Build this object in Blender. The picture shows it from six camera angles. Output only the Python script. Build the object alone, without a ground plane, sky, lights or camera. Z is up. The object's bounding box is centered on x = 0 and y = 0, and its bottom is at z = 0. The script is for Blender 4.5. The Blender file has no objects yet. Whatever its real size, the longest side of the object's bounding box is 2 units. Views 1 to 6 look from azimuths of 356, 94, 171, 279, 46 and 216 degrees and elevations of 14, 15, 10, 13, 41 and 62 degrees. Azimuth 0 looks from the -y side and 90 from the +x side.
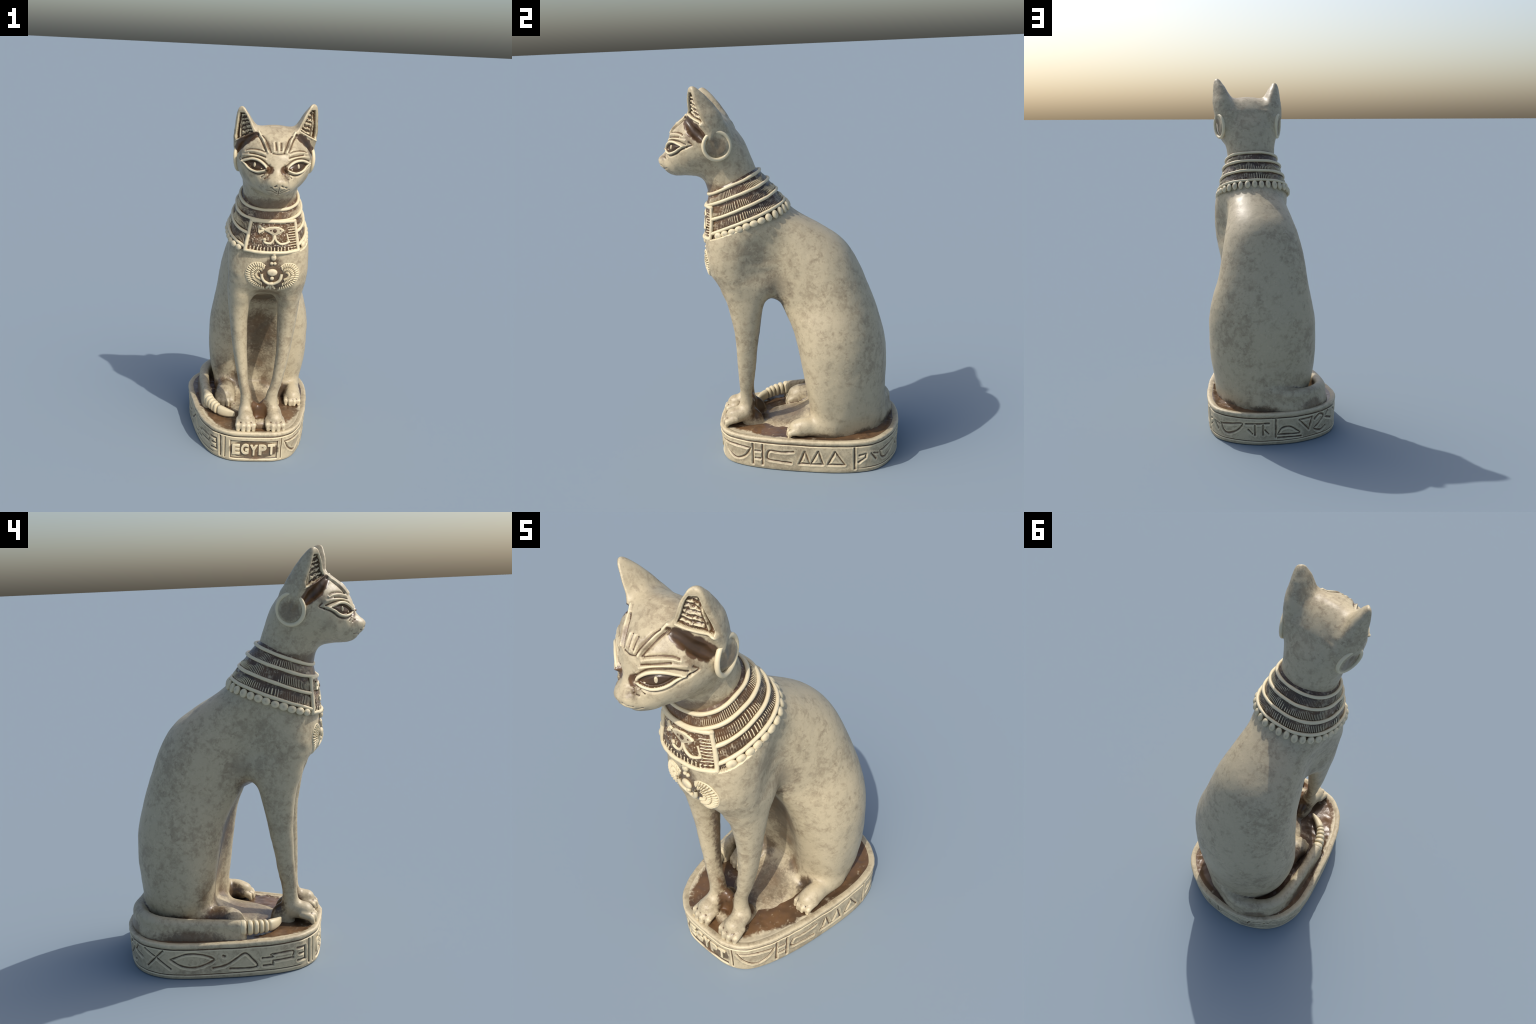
# Seated Egyptian cat figurine, carved and antiqued: plinth, body, head, collar, pendant.
import bpy, math
import numpy as np
from mathutils import Vector, Matrix
from mathutils.bvhtree import BVHTree

CX = 0.045            # the cat's own middle plane stands a little off the plinth's middle
KX = CX - 0.007       # middle of chest, neck and collar

# ------------------------------------------------------------------ helpers
def lerp_tab(t, ts, vs):
    """smooth (monotone cubic) interpolation of a short control table"""
    ts = np.asarray(ts, float); vs = np.asarray(vs, float)
    h = np.diff(ts); d = np.diff(vs) / h
    m = np.zeros_like(vs)
    m[1:-1] = np.where(d[:-1] * d[1:] > 0, 2 * d[:-1] * d[1:] / (d[:-1] + d[1:] + 1e-12), 0)
    m[0] = d[0]; m[-1] = d[-1]
    tc = np.clip(t, ts[0], ts[-1])
    i = np.clip(np.searchsorted(ts, tc) - 1, 0, len(ts) - 2)
    u = (tc - ts[i]) / h[i]
    return ((2*u**3-3*u**2+1)*vs[i] + (u**3-2*u**2+u)*h[i]*m[i]
            + (-2*u**3+3*u**2)*vs[i+1] + (u**3-u**2)*h[i]*m[i+1])

def smin(a, b, k):
    h = np.maximum(k - np.abs(a - b), 0) / k
    return np.minimum(a, b) - h * h * k * 0.25

def smax(a, b, k):
    return -smin(-a, -b, k)

def sstep(a, b, x):
    t = np.clip((x - a) / (b - a), 0, 1)
    return t * t * (3 - 2 * t)

def _hash(ix, iy, iz, seed):
    n = (ix * 374761393 + iy * 668265263 + iz * 2147483647 + seed * 1274126177) & 0xFFFFFFFF
    n = ((n ^ (n >> 13)) * 1274126177) & 0xFFFFFFFF
    n = ((n ^ (n >> 16)) * 2246822519) & 0xFFFFFFFF
    return ((n >> 8) & 0xFFFF) / 32767.5 - 1.0

def noise3(p, scale, seed=0):
    """value noise in -1..1 on points (n,3)"""
    q = p * scale + 1000.0
    i = np.floor(q).astype(np.int64); f = q - i
    f = f * f * (3 - 2 * f)
    out = 0
    for dx in (0, 1):
        wx = f[:, 0] if dx else 1 - f[:, 0]
        for dy in (0, 1):
            wy = f[:, 1] if dy else 1 - f[:, 1]
            for dz in (0, 1):
                wz = f[:, 2] if dz else 1 - f[:, 2]
                out = out + wx * wy * wz * _hash(i[:, 0] + dx, i[:, 1] + dy, i[:, 2] + dz, seed)
    return out

# ---- primitives: each is (function(x,y,z) -> distance, bounding box)
def ellipsoid(c, r):
    c = np.array(c, float); r = np.array(r, float)
    def f(x, y, z):
        a = (x - c[0]) / r[0]; b = (y - c[1]) / r[1]; e = (z - c[2]) / r[2]
        k0 = np.sqrt(a*a + b*b + e*e) + 1e-9
        k1 = np.sqrt((a/r[0])**2 + (b/r[1])**2 + (e/r[2])**2) + 1e-9
        return k0 * (k0 - 1) / k1
    return f, (c - r, c + r)

def chain(pts, rad, sx=1.0, wall=0.0):
    """tapering tube along a polyline; wall>0 drops a curtain from it down to that height"""
    pts = np.array(pts, float); rad = np.array(rad, float)
    def f(x, y, z):
        best = None
        for a, b, ra, rb in zip(pts[:-1], pts[1:], rad[:-1], rad[1:]):
            if wall:
                ab = (b - a)[:2]
                t = np.clip(((x-a[0])*ab[0] + (y-a[1])*ab[1]) / (ab @ ab), 0, 1)
                dz = z - (a[2] + t*(b[2]-a[2]))
                dz = np.where(dz < 0, np.minimum(dz + (a[2] - wall), 0) * 0.6, dz)
                thin = -0.010 * sstep(0.02, 0.075, (a[2]+t*(b[2]-a[2])) - z)
                d = np.sqrt((x-a[0]-t*ab[0])**2 + (y-a[1]-t*ab[1])**2 + dz**2) - (ra + t*(rb-ra)) + thin
            else:
                ab = b - a
                t = np.clip(((x-a[0])*ab[0] + (y-a[1])*ab[1] + (z-a[2])*ab[2]) / (ab @ ab), 0, 1)
                d = np.sqrt(((x-a[0]-t*ab[0])/sx)**2 + (y-a[1]-t*ab[1])**2 + (z-a[2]-t*ab[2])**2) - (ra + t*(rb-ra))
            best = d if best is None else np.minimum(best, d)
        return best
    r = rad.max() * max(1, sx)
    lo = pts.min(0) - r; hi = pts.max(0) + r
    if wall: lo[2] = min(lo[2], wall)
    return f, (lo, hi)

def loft_z(rows, n=2.2, cap=0.02):
    """rows: (z, centre x, half width, y front, y back): a column of superellipse slices"""
    R = np.array(rows, float)
    z0, z1 = R[0, 0], R[-1, 0]
    def f(x, y, z):
        zz = z.ravel() if z.size < x.size or z.ndim != x.ndim else z
        tab = lambda col: lerp_tab(z, R[:, 0], R[:, col])
        cx, a, yf, yb = tab(1), tab(2), tab(3), tab(4)
        cy = (yf + yb) / 2; b = np.maximum((yb - yf) / 2, 1e-3)
        a = np.maximum(a, 1e-3)
        q = (np.abs((x - cx) / a) ** n + np.abs((y - cy) / b) ** n) ** (1 / n)
        d = (q - 1) * np.minimum(a, b)
        return smax(d, np.maximum(z0 - z, z - z1), cap)
    hw = R[:, 2].max()
    return f, (np.array([R[:, 1].min() - hw, R[:, 3].min(), z0]), np.array([R[:, 1].max() + hw, R[:, 4].max(), z1]))

def loft_egg(rows, cap=0.02, skew=0.0, twist=0.0):
    """rows: (z, centre x, half width, y front, y back, place of the widest point 0..1, front power, rear power)"""
    R = np.array(rows, float); z0, z1 = R[0, 0], R[-1, 0]
    def f(x, y, z):
        t = [lerp_tab(z, R[:, 0], R[:, k]) for k in range(8)]
        _, cx, a, yf, yb, fr, nf, nb = t
        cy = yf + (yb - yf) * fr
        dx = np.abs(x - cx) / a
        Y = y + (x - cx) * (skew * (1 - sstep(0.65, 0.9, z)) + twist) - cy
        front = Y < 0
        b = np.where(front, cy - yf, yb - cy); n = np.where(front, nf, nb)
        q = (dx ** n + (np.abs(Y) / b) ** n) ** (1 / n)
        return smax((q - 1) * np.minimum(a, b), np.maximum(z0 - z, z - z1), cap)
    hw = R[:, 2].max()
    return f, (np.array([R[:, 1].min() - hw, R[:, 3].min() - 0.03, z0]), np.array([R[:, 1].max() + hw, R[:, 4].max() + 0.03, z1]))

def loft_y(rows, n=2.1, cap=0.01):
    """rows: (y, centre x, half width, z low, z high): slices from front to back"""
    R = np.array(rows, float)
    y0, y1 = R[0, 0], R[-1, 0]
    def f(x, y, z):
        tab = lambda col: lerp_tab(y, R[:, 0], R[:, col])
        cx, a, zl, zh = tab(1), tab(2), tab(3), tab(4)
        cz = (zl + zh) / 2; b = np.maximum((zh - zl) / 2, 1e-3); a = np.maximum(a, 1e-3)
        q = (np.abs((x - cx) / a) ** n + np.abs((z - cz) / b) ** n) ** (1 / n)
        return smax((q - 1) * np.minimum(a, b), np.maximum(y0 - y, y - y1), cap)
    hw = R[:, 2].max()
    return f, (np.array([R[:, 1].min() - hw, y0, R[:, 3].min()]), np.array([R[:, 1].max() + hw, y1, R[:, 4].max()]))

class Clay:
    """signed distance field on a grid; shapes are welded on or cut away, then skinned"""
    def __init__(self, lo, hi, h):
        self.lo = np.array(lo, float); self.h = h
        self.n = np.ceil((np.array(hi) - self.lo) / h).astype(int) + 1
        self.D = np.full(self.n, 0.2, np.float32)
    def _box(self, bb, pad):
        i0 = np.clip(np.floor((bb[0] - pad - self.lo) / self.h).astype(int), 0, self.n)
        i1 = np.clip(np.ceil((bb[1] + pad - self.lo) / self.h).astype(int) + 1, 0, self.n)
        ax = [self.lo[k] + self.h * np.arange(i0[k], i1[k]) for k in range(3)]
        sl = tuple(slice(i0[k], i1[k]) for k in range(3))
        return sl, (ax[0][:, None, None], ax[1][None, :, None], ax[2][None, None, :])
    def add(self, prim, k=0.02):
        f, bb = prim
        sl, (x, y, z) = self._box(bb, k + 4 * self.h)
        self.D[sl] = smin(self.D[sl], f(x, y, z), k)
    def cut(self, prim, k=0.01):
        f, bb = prim
        sl, (x, y, z) = self._box(bb, k + 4 * self.h)
        self.D[sl] = smax(self.D[sl], -f(x, y, z), k)
    def skin(self):
        """surface nets"""
        D = self.D; S = D < 0
        nx, ny, nz = D.shape
        c = np.zeros((nx-1, ny-1, nz-1), np.int8)
        for i in (0, 1):
            for j in (0, 1):
                for k in (0, 1):
                    c += S[i:nx-1+i, j:ny-1+j, k:nz-1+k]
        act = (c > 0) & (c < 8)
        I, J, K = np.nonzero(act)
        idx = np.full(act.shape, -1, np.int64); idx[I, J, K] = np.arange(len(I))
        acc = np.zeros((len(I), 3)); cnt = np.zeros(len(I))
        cor = [(i, j, k) for i in (0, 1) for j in (0, 1) for k in (0, 1)]
        V = {q: D[I+q[0], J+q[1], K+q[2]].astype(float) for q in cor}
        for a in cor:
            for ax in range(3):
                if a[ax]: continue
                b = list(a); b[ax] = 1; b = tuple(b)
                va, vb = V[a], V[b]; m = (va < 0) != (vb < 0)
                t = np.where(m, va / np.where(m, va - vb, 1), 0)
                for q in range(3):
                    acc[:, q] += np.where(m, a[q] + (t if q == ax else 0), 0)
                cnt += m
        P = self.lo + self.h * (np.stack([I, J, K], 1) + acc / cnt[:, None])
        quads = []
        for ax in range(3):
            o = [slice(1, -1)] * 3
            o[ax] = slice(0, -1)
            A = S[tuple(o)]
            o2 = list(o); o2[ax] = slice(1, None); B = S[tuple(o2)]
            m = np.nonzero(A != B); off = np.array([1, 1, 1]); off[ax] = 0
            g = [m[k] + off[k] for k in range(3)]
            u, v = [k for k in range(3) if k != ax]
            def cell(du, dv):
                q = [g[0].copy(), g[1].copy(), g[2].copy()]
                q[u] = q[u] - du; q[v] = q[v] - dv
                return idx[q[0], q[1], q[2]]
            Q = np.stack([cell(1, 1), cell(0, 1), cell(0, 0), cell(1, 0)], 1)
            flip = B[m] if ax != 1 else A[m]
            Q[flip] = Q[flip][:, ::-1]
            quads.append(Q)
        return P, np.concatenate(quads)

def new_mesh(name, P, F, normals=None):
    me = bpy.data.meshes.new(name)
    P = np.asarray(P, np.float32); F = np.asarray(F, np.int32)
    me.vertices.add(len(P)); me.vertices.foreach_set("co", P.ravel())
    k = F.shape[1]
    me.loops.add(F.size); me.loops.foreach_set("vertex_index", F.ravel())
    me.polygons.add(len(F))
    me.polygons.foreach_set("loop_start", np.arange(0, F.size, k, dtype=np.int32))
    me.update(calc_edges=True); me.validate()
    me.polygons.foreach_set("use_smooth", np.ones(len(me.polygons), bool))
    if normals is not None:
        me.normals_split_custom_set_from_vertices(normals.tolist())
    return me

def put(name, me, mat, parent):
    ob = bpy.data.objects.new(name, me)
    bpy.context.collection.objects.link(ob)
    if mat is not None and me.materials.get(mat.name) is None:
        me.materials.append(mat)
    ob.parent = parent
    return ob

def arrays(me):
    P = np.empty(len(me.vertices) * 3, np.float32); me.vertices.foreach_get("co", P)
    F = np.empty(len(me.loops), np.int32); me.loops.foreach_get("vertex_index", F)
    return P.reshape(-1, 3).astype(float), F.reshape(-1, 4)

def subdivide(P, F, levels=1):
    me = new_mesh("tmp", P, F)
    ob = bpy.data.objects.new("tmp", me); bpy.context.collection.objects.link(ob)
    m = ob.modifiers.new("s", 'SUBSURF'); m.levels = levels; m.render_levels = levels
    ev = ob.evaluated_get(bpy.context.evaluated_depsgraph_get()).to_mesh()
    out = arrays(ev)
    bpy.data.objects.remove(ob); bpy.data.meshes.remove(me)
    return out

def vnormals(P, F):
    fn = np.cross(P[F[:, 2]] - P[F[:, 0]], P[F[:, 3]] - P[F[:, 1]])
    N = np.zeros_like(P)
    for k in range(4):
        for q in range(3):
            N[:, q] += np.bincount(F[:, k], fn[:, q], len(P))
    return N / (np.linalg.norm(N, axis=1, keepdims=True) + 1e-20)

def relax(P, F, n=1, w=0.5):
    for _ in range(n):
        S = np.zeros_like(P); c = np.zeros(len(P))
        for a, b in ((0, 1), (1, 2), (2, 3), (3, 0)):
            for q in range(3):
                S[:, q] += np.bincount(F[:, a], P[F[:, b], q], len(P)) + np.bincount(F[:, b], P[F[:, a], q], len(P))
            c += np.bincount(F[:, a], minlength=len(P)) + np.bincount(F[:, b], minlength=len(P))
        P = P + w * (S / c[:, None] - P)
    return P

def split_parts(P, F, label, names, mat, parent):
    """one smooth surface, cut by region into named parts that share border points and normals"""
    N = vnormals(P, F)
    out = {}
    for i, nm in enumerate(names):
        f = F[label == i]
        if not len(f): continue
        u, inv = np.unique(f, return_inverse=True)
        me = new_mesh(nm, P[u], inv.reshape(f.shape), N[u])
        m = mat[i] if isinstance(mat, list) else mat
        out.setdefault(nm, []).append(put(nm, me, m, parent))
    return out

def stroke_distance(Q, line, reach):
    """distance of points Q (n,k) to a polyline (m,k); inf beyond reach"""
    line = np.asarray(line, float); D = np.full(len(Q), np.inf)
    lo = line.min(0) - reach; hi = line.max(0) + reach
    I = np.nonzero(np.all((Q > lo) & (Q < hi), axis=1))[0]
    q = Q[I]; d = np.full(len(I), np.inf)
    if len(line) == 1: line = np.vstack([line, line + 1e-6])
    for a, b in zip(line[:-1], line[1:]):
        ab = b - a; t = np.clip(((q - a) @ ab) / (ab @ ab + 1e-15), 0, 1)
        d = np.minimum(d, np.linalg.norm(q - a - t[:, None] * ab, axis=1))
    D[I] = d
    return D

def inside(px, py, poly):
    poly = np.asarray(poly); r = np.zeros(len(px), bool)
    for (x0, y0), (x1, y1) in zip(poly, np.roll(poly, -1, 0)):
        c = ((y0 > py) != (y1 > py)) & (px < (x1 - x0) * (py - y0) / (y1 - y0 + 1e-12) + x0)
        r ^= c
    return r

def ball(r, n=24):
    """ellipsoid mesh with radii r"""
    th = np.linspace(0.02, math.pi - 0.02, n); ph = np.linspace(0, 2*math.pi, 2*n, endpoint=False)
    T, Ph = np.meshgrid(th, ph, indexing='ij')
    P = np.stack([r[0]*np.sin(T)*np.cos(Ph), r[1]*np.sin(T)*np.sin(Ph), r[2]*np.cos(T)], -1).reshape(-1, 3)
    i = np.arange(n-1)[:, None]; j = np.arange(2*n)[None]; j2 = (j+1) % (2*n); m = 2*n
    F = np.stack(np.broadcast_arrays(i*m+j, (i+1)*m+j, (i+1)*m+j2, i*m+j2), -1).reshape(-1, 4)
    return P, F

def frame_at(n, up=(0, 0, 1)):
    n = np.array(n, float); n /= np.linalg.norm(n)
    u = np.cross(up, n); u /= np.linalg.norm(u); v = np.cross(n, u)
    return np.stack([u, v, n], 1)      # columns: sideways, up, out

def catmull(pts, per=12, closed=False):
    pts = np.asarray(pts, float); n = len(pts); out = []
    seg = n if closed else n - 1
    for i in range(seg):
        g = (lambda k: pts[k % n]) if closed else (lambda k: pts[min(max(k, 0), n - 1)])
        p0, p1, p2, p3 = g(i-1), g(i), g(i+1), g(i+2)
        for t in np.arange(per) / per:
            out.append(0.5*((2*p1) + (-p0+p2)*t + (2*p0-5*p1+4*p2-p3)*t*t + (-p0+3*p1-3*p2+p3)*t**3))
    if not closed: out.append(pts[-1])
    return np.array(out)

def tube(path, rad, ring=14, closed=False, squash=None):
    """tube mesh along a path (n,3) with radii (n)"""
    path = np.asarray(path, float); n = len(path)
    rad = np.broadcast_to(rad, n)
    T = (np.roll(path, -1, 0) - np.roll(path, 1, 0)) if closed else np.gradient(path, axis=0)
    T /= np.linalg.norm(T, axis=1, keepdims=True)
    up = np.array([0.13, 0.21, 1.0]); A = np.cross(T, up); A /= np.linalg.norm(A, axis=1, keepdims=True)
    B = np.cross(A, T)
    a = np.linspace(0, 2*math.pi, ring, endpoint=False)
    P = path[:, None] + rad[:, None, None] * (np.cos(a)[None, :, None]*A[:, None] + np.sin(a)[None, :, None]*B[:, None])
    P = P.reshape(-1, 3); F = []
    m = n if closed else n - 1
    i = np.arange(m)[:, None]; j = np.arange(ring)[None]
    i2 = (i + 1) % n; j2 = (j + 1) % ring
    F = np.stack(np.broadcast_arrays(i*ring+j, i*ring+j2, i2*ring+j2, i2*ring+j), -1).reshape(-1, 4)
    return P, F[:, ::-1]

# ------------------------------------------------------------------ materials
def material(name):
    m = bpy.data.materials.new(name); m.use_nodes = True
    nt = m.node_tree
    return m, nt, nt.nodes["Principled BSDF"]

def simple(name, col, rough=0.5):
    m, nt, b = material(name)
    b.inputs["Base Color"].default_value = (*col, 1); b.inputs["Roughness"].default_value = rough
    return m

class Nodes:
    """small helper to write node graphs as expressions"""
    def __init__(self, name):
        self.mat, self.nt, self.bsdf = material(name)
        self.co = self.new("ShaderNodeTexCoord").outputs["Object"]
        self.pt = self.new("ShaderNodeNewGeometry").outputs["Pointiness"]
    def new(self, t): return self.nt.nodes.new(t)
    def put(self, sock, v):
        if hasattr(v, "is_output"): self.nt.links.new(v, sock)
        else: sock.default_value = v
    def math(self, op, a, b=0.0, clamp=False):
        n = self.new("ShaderNodeMath"); n.operation = op; n.use_clamp = clamp
        self.put(n.inputs[0], a); self.put(n.inputs[1], b)
        return n.outputs[0]
    def noise(self, scale, detail=4.0, rough=0.55, dist=0.0, vec=None):
        n = self.new("ShaderNodeTexNoise")
        self.put(n.inputs["Vector"], vec or self.co)
        n.inputs["Scale"].default_value = scale; n.inputs["Detail"].default_value = detail
        n.inputs["Roughness"].default_value = rough; n.inputs["Distortion"].default_value = dist
        return n.outputs["Fac"]
    def ramp(self, v, lo, hi, a=0.0, b=1.0):
        n = self.new("ShaderNodeMapRange"); n.interpolation_type = 'SMOOTHSTEP'; n.clamp = True
        for k, x in enumerate((v, lo, hi, a, b)): self.put(n.inputs[k], x)
        return n.outputs[0]
    def mix(self, f, a, b):
        n = self.new("ShaderNodeMix"); n.data_type = 'RGBA'
        self.put(n.inputs["Factor"], f)
        for k, c in ((6, a), (7, b)): self.put(n.inputs[k], (*c, 1) if isinstance(c, tuple) else c)
        return n.outputs[2]
    def near(self, c, r0, r1, squash=(1, 1, 1)):
        """1 inside radius r0 of point c, fading to 0 at r1"""
        n = self.new("ShaderNodeVectorMath"); n.operation = 'SUBTRACT'
        self.put(n.inputs[0], self.co); n.inputs[1].default_value = c
        m = self.new("ShaderNodeVectorMath"); m.operation = 'MULTIPLY'
        self.put(m.inputs[0], n.outputs[0]); m.inputs[1].default_value = squash
        l = self.new("ShaderNodeVectorMath"); l.operation = 'LENGTH'
        self.put(l.inputs[0], m.outputs[0])
        return self.ramp(l.outputs["Value"], r1, r0)
    def axis(self, k):
        n = self.new("ShaderNodeSeparateXYZ"); self.put(n.inputs[0], self.co)
        return n.outputs[k]

LIGHT = (0.67, 0.575, 0.378)     # rubbed high edges
STONE = (0.455, 0.384, 0.252)   # body of the cast stone
DULL = (0.255, 0.200, 0.125)     # its darker clouds
BROWN = (0.112, 0.059, 0.026)  # antiquing wash left in the carving
UMBER = (0.055, 0.034, 0.020)

def stone(name, crease=(0.496, 0.472), edge=(0.508, 0.535), stains=(), light=LIGHT, body=STONE, dull=DULL, cloud=0.7, wash=0.0, gloss=0.44, fine_wash=False):
    g = Nodes(name)
    big = g.noise(5.0, 6, 0.62, 0.4); mid = g.noise(29.0, 7, 0.7, 0.4); fine = g.noise(80.0, 5, 0.65)
    col = g.mix(g.ramp(g.math('ADD', g.math('MULTIPLY', big, 0.4), g.math('MULTIPLY', mid, 0.6)), 0.45, 0.62, 0, cloud), body, dull)
    dots = g.math('MULTIPLY', g.ramp(g.noise(52.0, 3, 0.55, 0.3), 0.57, 0.68), g.ramp(big, 0.40, 0.58, 0.15, 0.75))
    col = g.mix(dots, col, dull)
    vein = g.math('ABSOLUTE', g.math('SUBTRACT', g.noise(9.0, 5, 0.6, 1.6), 0.5))
    veins = g.math('MULTIPLY', g.ramp(vein, 0.012, 0.0), g.ramp(big, 0.45, 0.6))
    col = g.mix(g.math('MULTIPLY', veins, 0.45), col, dull)
    speck = g.math('MULTIPLY', g.ramp(g.noise(120.0, 2, 0.5), 0.68, 0.75), 0.6)
    col = g.mix(speck, col, (0.20, 0.165, 0.12))
    pale = g.ramp(fine, 0.52, 0.75, 0, 0.30)
    col = g.mix(pale, col, light)
    # rubbed edges
    col = g.mix(g.math('MULTIPLY', g.ramp(g.pt, edge[0], edge[1]), 0.95), col, light)
    # wash in the creases, and stains that sit in sheltered places
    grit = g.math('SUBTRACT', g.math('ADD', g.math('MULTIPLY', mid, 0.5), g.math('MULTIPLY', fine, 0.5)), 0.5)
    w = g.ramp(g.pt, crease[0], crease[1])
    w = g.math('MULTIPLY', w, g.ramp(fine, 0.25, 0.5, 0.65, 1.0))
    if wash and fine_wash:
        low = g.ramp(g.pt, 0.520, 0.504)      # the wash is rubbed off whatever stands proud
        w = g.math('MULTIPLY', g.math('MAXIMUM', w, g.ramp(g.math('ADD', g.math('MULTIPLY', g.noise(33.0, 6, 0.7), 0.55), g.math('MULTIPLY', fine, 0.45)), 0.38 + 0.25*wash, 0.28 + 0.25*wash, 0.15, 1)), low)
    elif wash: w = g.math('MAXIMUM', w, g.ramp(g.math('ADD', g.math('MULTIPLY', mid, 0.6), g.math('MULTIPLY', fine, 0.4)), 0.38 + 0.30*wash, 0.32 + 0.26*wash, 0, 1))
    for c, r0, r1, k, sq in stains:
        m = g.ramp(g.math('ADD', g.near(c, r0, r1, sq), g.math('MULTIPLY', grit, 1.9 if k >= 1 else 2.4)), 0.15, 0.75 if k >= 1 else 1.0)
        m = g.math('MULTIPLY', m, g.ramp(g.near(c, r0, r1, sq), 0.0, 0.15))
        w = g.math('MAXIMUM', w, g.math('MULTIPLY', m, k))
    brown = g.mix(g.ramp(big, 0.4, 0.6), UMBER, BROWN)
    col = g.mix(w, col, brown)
    g.put(g.bsdf.inputs["Base Color"], col)
    g.put(g.bsdf.inputs["Roughness"], g.ramp(w, 0.2, 0.9, gloss, gloss - 0.14))
    g.bsdf.inputs["Specular IOR Level"].default_value = 0.45
    b = g.new("ShaderNodeBump"); b.inputs["Strength"].default_value = 0.35; b.inputs["Distance"].default_value = 0.004
    g.put(b.inputs["Height"], g.math('ADD', g.math('MULTIPLY', mid, 0.6), g.math('MULTIPLY', fine, 0.35)))
    g.put(g.bsdf.inputs["Normal"], b.outputs[0])
    return g.mat

one = (1, 1, 1)
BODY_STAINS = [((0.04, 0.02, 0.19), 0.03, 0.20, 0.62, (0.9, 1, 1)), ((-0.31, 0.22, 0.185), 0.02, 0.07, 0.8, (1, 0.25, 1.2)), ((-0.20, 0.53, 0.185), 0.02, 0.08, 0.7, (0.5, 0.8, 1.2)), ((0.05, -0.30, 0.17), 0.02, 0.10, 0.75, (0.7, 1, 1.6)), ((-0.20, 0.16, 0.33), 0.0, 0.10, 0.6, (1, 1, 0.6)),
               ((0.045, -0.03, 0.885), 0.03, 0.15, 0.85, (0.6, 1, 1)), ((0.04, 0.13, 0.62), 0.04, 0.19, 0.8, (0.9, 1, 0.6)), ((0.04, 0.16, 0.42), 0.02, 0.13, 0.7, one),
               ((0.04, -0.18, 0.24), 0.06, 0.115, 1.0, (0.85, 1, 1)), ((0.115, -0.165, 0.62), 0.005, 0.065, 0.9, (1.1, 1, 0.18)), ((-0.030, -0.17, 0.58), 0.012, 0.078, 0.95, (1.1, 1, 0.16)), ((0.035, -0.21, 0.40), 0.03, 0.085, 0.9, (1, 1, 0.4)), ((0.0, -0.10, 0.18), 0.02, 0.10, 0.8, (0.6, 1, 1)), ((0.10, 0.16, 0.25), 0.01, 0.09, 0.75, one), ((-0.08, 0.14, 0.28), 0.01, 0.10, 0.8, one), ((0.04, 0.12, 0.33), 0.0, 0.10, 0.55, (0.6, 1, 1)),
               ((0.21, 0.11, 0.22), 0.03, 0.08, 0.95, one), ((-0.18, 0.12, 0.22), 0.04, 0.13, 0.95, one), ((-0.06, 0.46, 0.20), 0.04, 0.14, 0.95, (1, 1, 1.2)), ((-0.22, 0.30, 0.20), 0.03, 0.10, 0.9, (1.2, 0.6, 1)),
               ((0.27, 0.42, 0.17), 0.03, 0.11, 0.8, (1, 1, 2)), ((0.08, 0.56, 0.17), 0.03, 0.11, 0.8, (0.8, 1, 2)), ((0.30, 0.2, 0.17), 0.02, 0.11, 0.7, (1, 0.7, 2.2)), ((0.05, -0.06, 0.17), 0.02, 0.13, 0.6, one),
               ((0.21, -0.01, 0.98), 0.0, 0.15, 0.45, one), ((-0.13, -0.01, 0.98), 0.0, 0.13, 0.35, one),  # soft dark brown patches on both flanks, between shoulder and haunch
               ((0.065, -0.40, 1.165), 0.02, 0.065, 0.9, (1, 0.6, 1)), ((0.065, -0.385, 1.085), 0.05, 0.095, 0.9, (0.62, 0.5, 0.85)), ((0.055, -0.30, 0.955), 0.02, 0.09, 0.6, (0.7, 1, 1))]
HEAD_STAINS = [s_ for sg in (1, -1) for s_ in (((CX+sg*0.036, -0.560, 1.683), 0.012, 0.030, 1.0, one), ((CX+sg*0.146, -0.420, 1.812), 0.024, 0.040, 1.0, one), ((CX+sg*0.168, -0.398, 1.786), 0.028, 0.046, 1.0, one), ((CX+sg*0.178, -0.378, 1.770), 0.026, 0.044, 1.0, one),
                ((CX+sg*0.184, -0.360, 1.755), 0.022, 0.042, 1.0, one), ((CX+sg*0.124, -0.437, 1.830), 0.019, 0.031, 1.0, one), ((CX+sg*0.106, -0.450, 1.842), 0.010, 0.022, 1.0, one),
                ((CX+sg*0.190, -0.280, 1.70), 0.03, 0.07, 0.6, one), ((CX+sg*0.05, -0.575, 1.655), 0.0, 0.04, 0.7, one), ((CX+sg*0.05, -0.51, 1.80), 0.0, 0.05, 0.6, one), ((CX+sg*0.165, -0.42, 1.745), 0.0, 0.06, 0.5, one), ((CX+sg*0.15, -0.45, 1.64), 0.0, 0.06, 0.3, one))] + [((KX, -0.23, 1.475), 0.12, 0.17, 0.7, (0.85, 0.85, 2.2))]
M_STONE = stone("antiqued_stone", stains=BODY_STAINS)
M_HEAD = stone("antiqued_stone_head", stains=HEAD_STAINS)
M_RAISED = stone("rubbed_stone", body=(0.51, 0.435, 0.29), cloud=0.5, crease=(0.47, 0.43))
M_PLINTH = stone("plinth_stone", body=(0.475, 0.40, 0.262), crease=(0.497, 0.476), edge=(0.506, 0.525), gloss=0.5, stains=[((0.015, -0.36, 0.073), 0.052, 0.062, 0.85, (0.40, 0.4, 1.0))])
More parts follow.
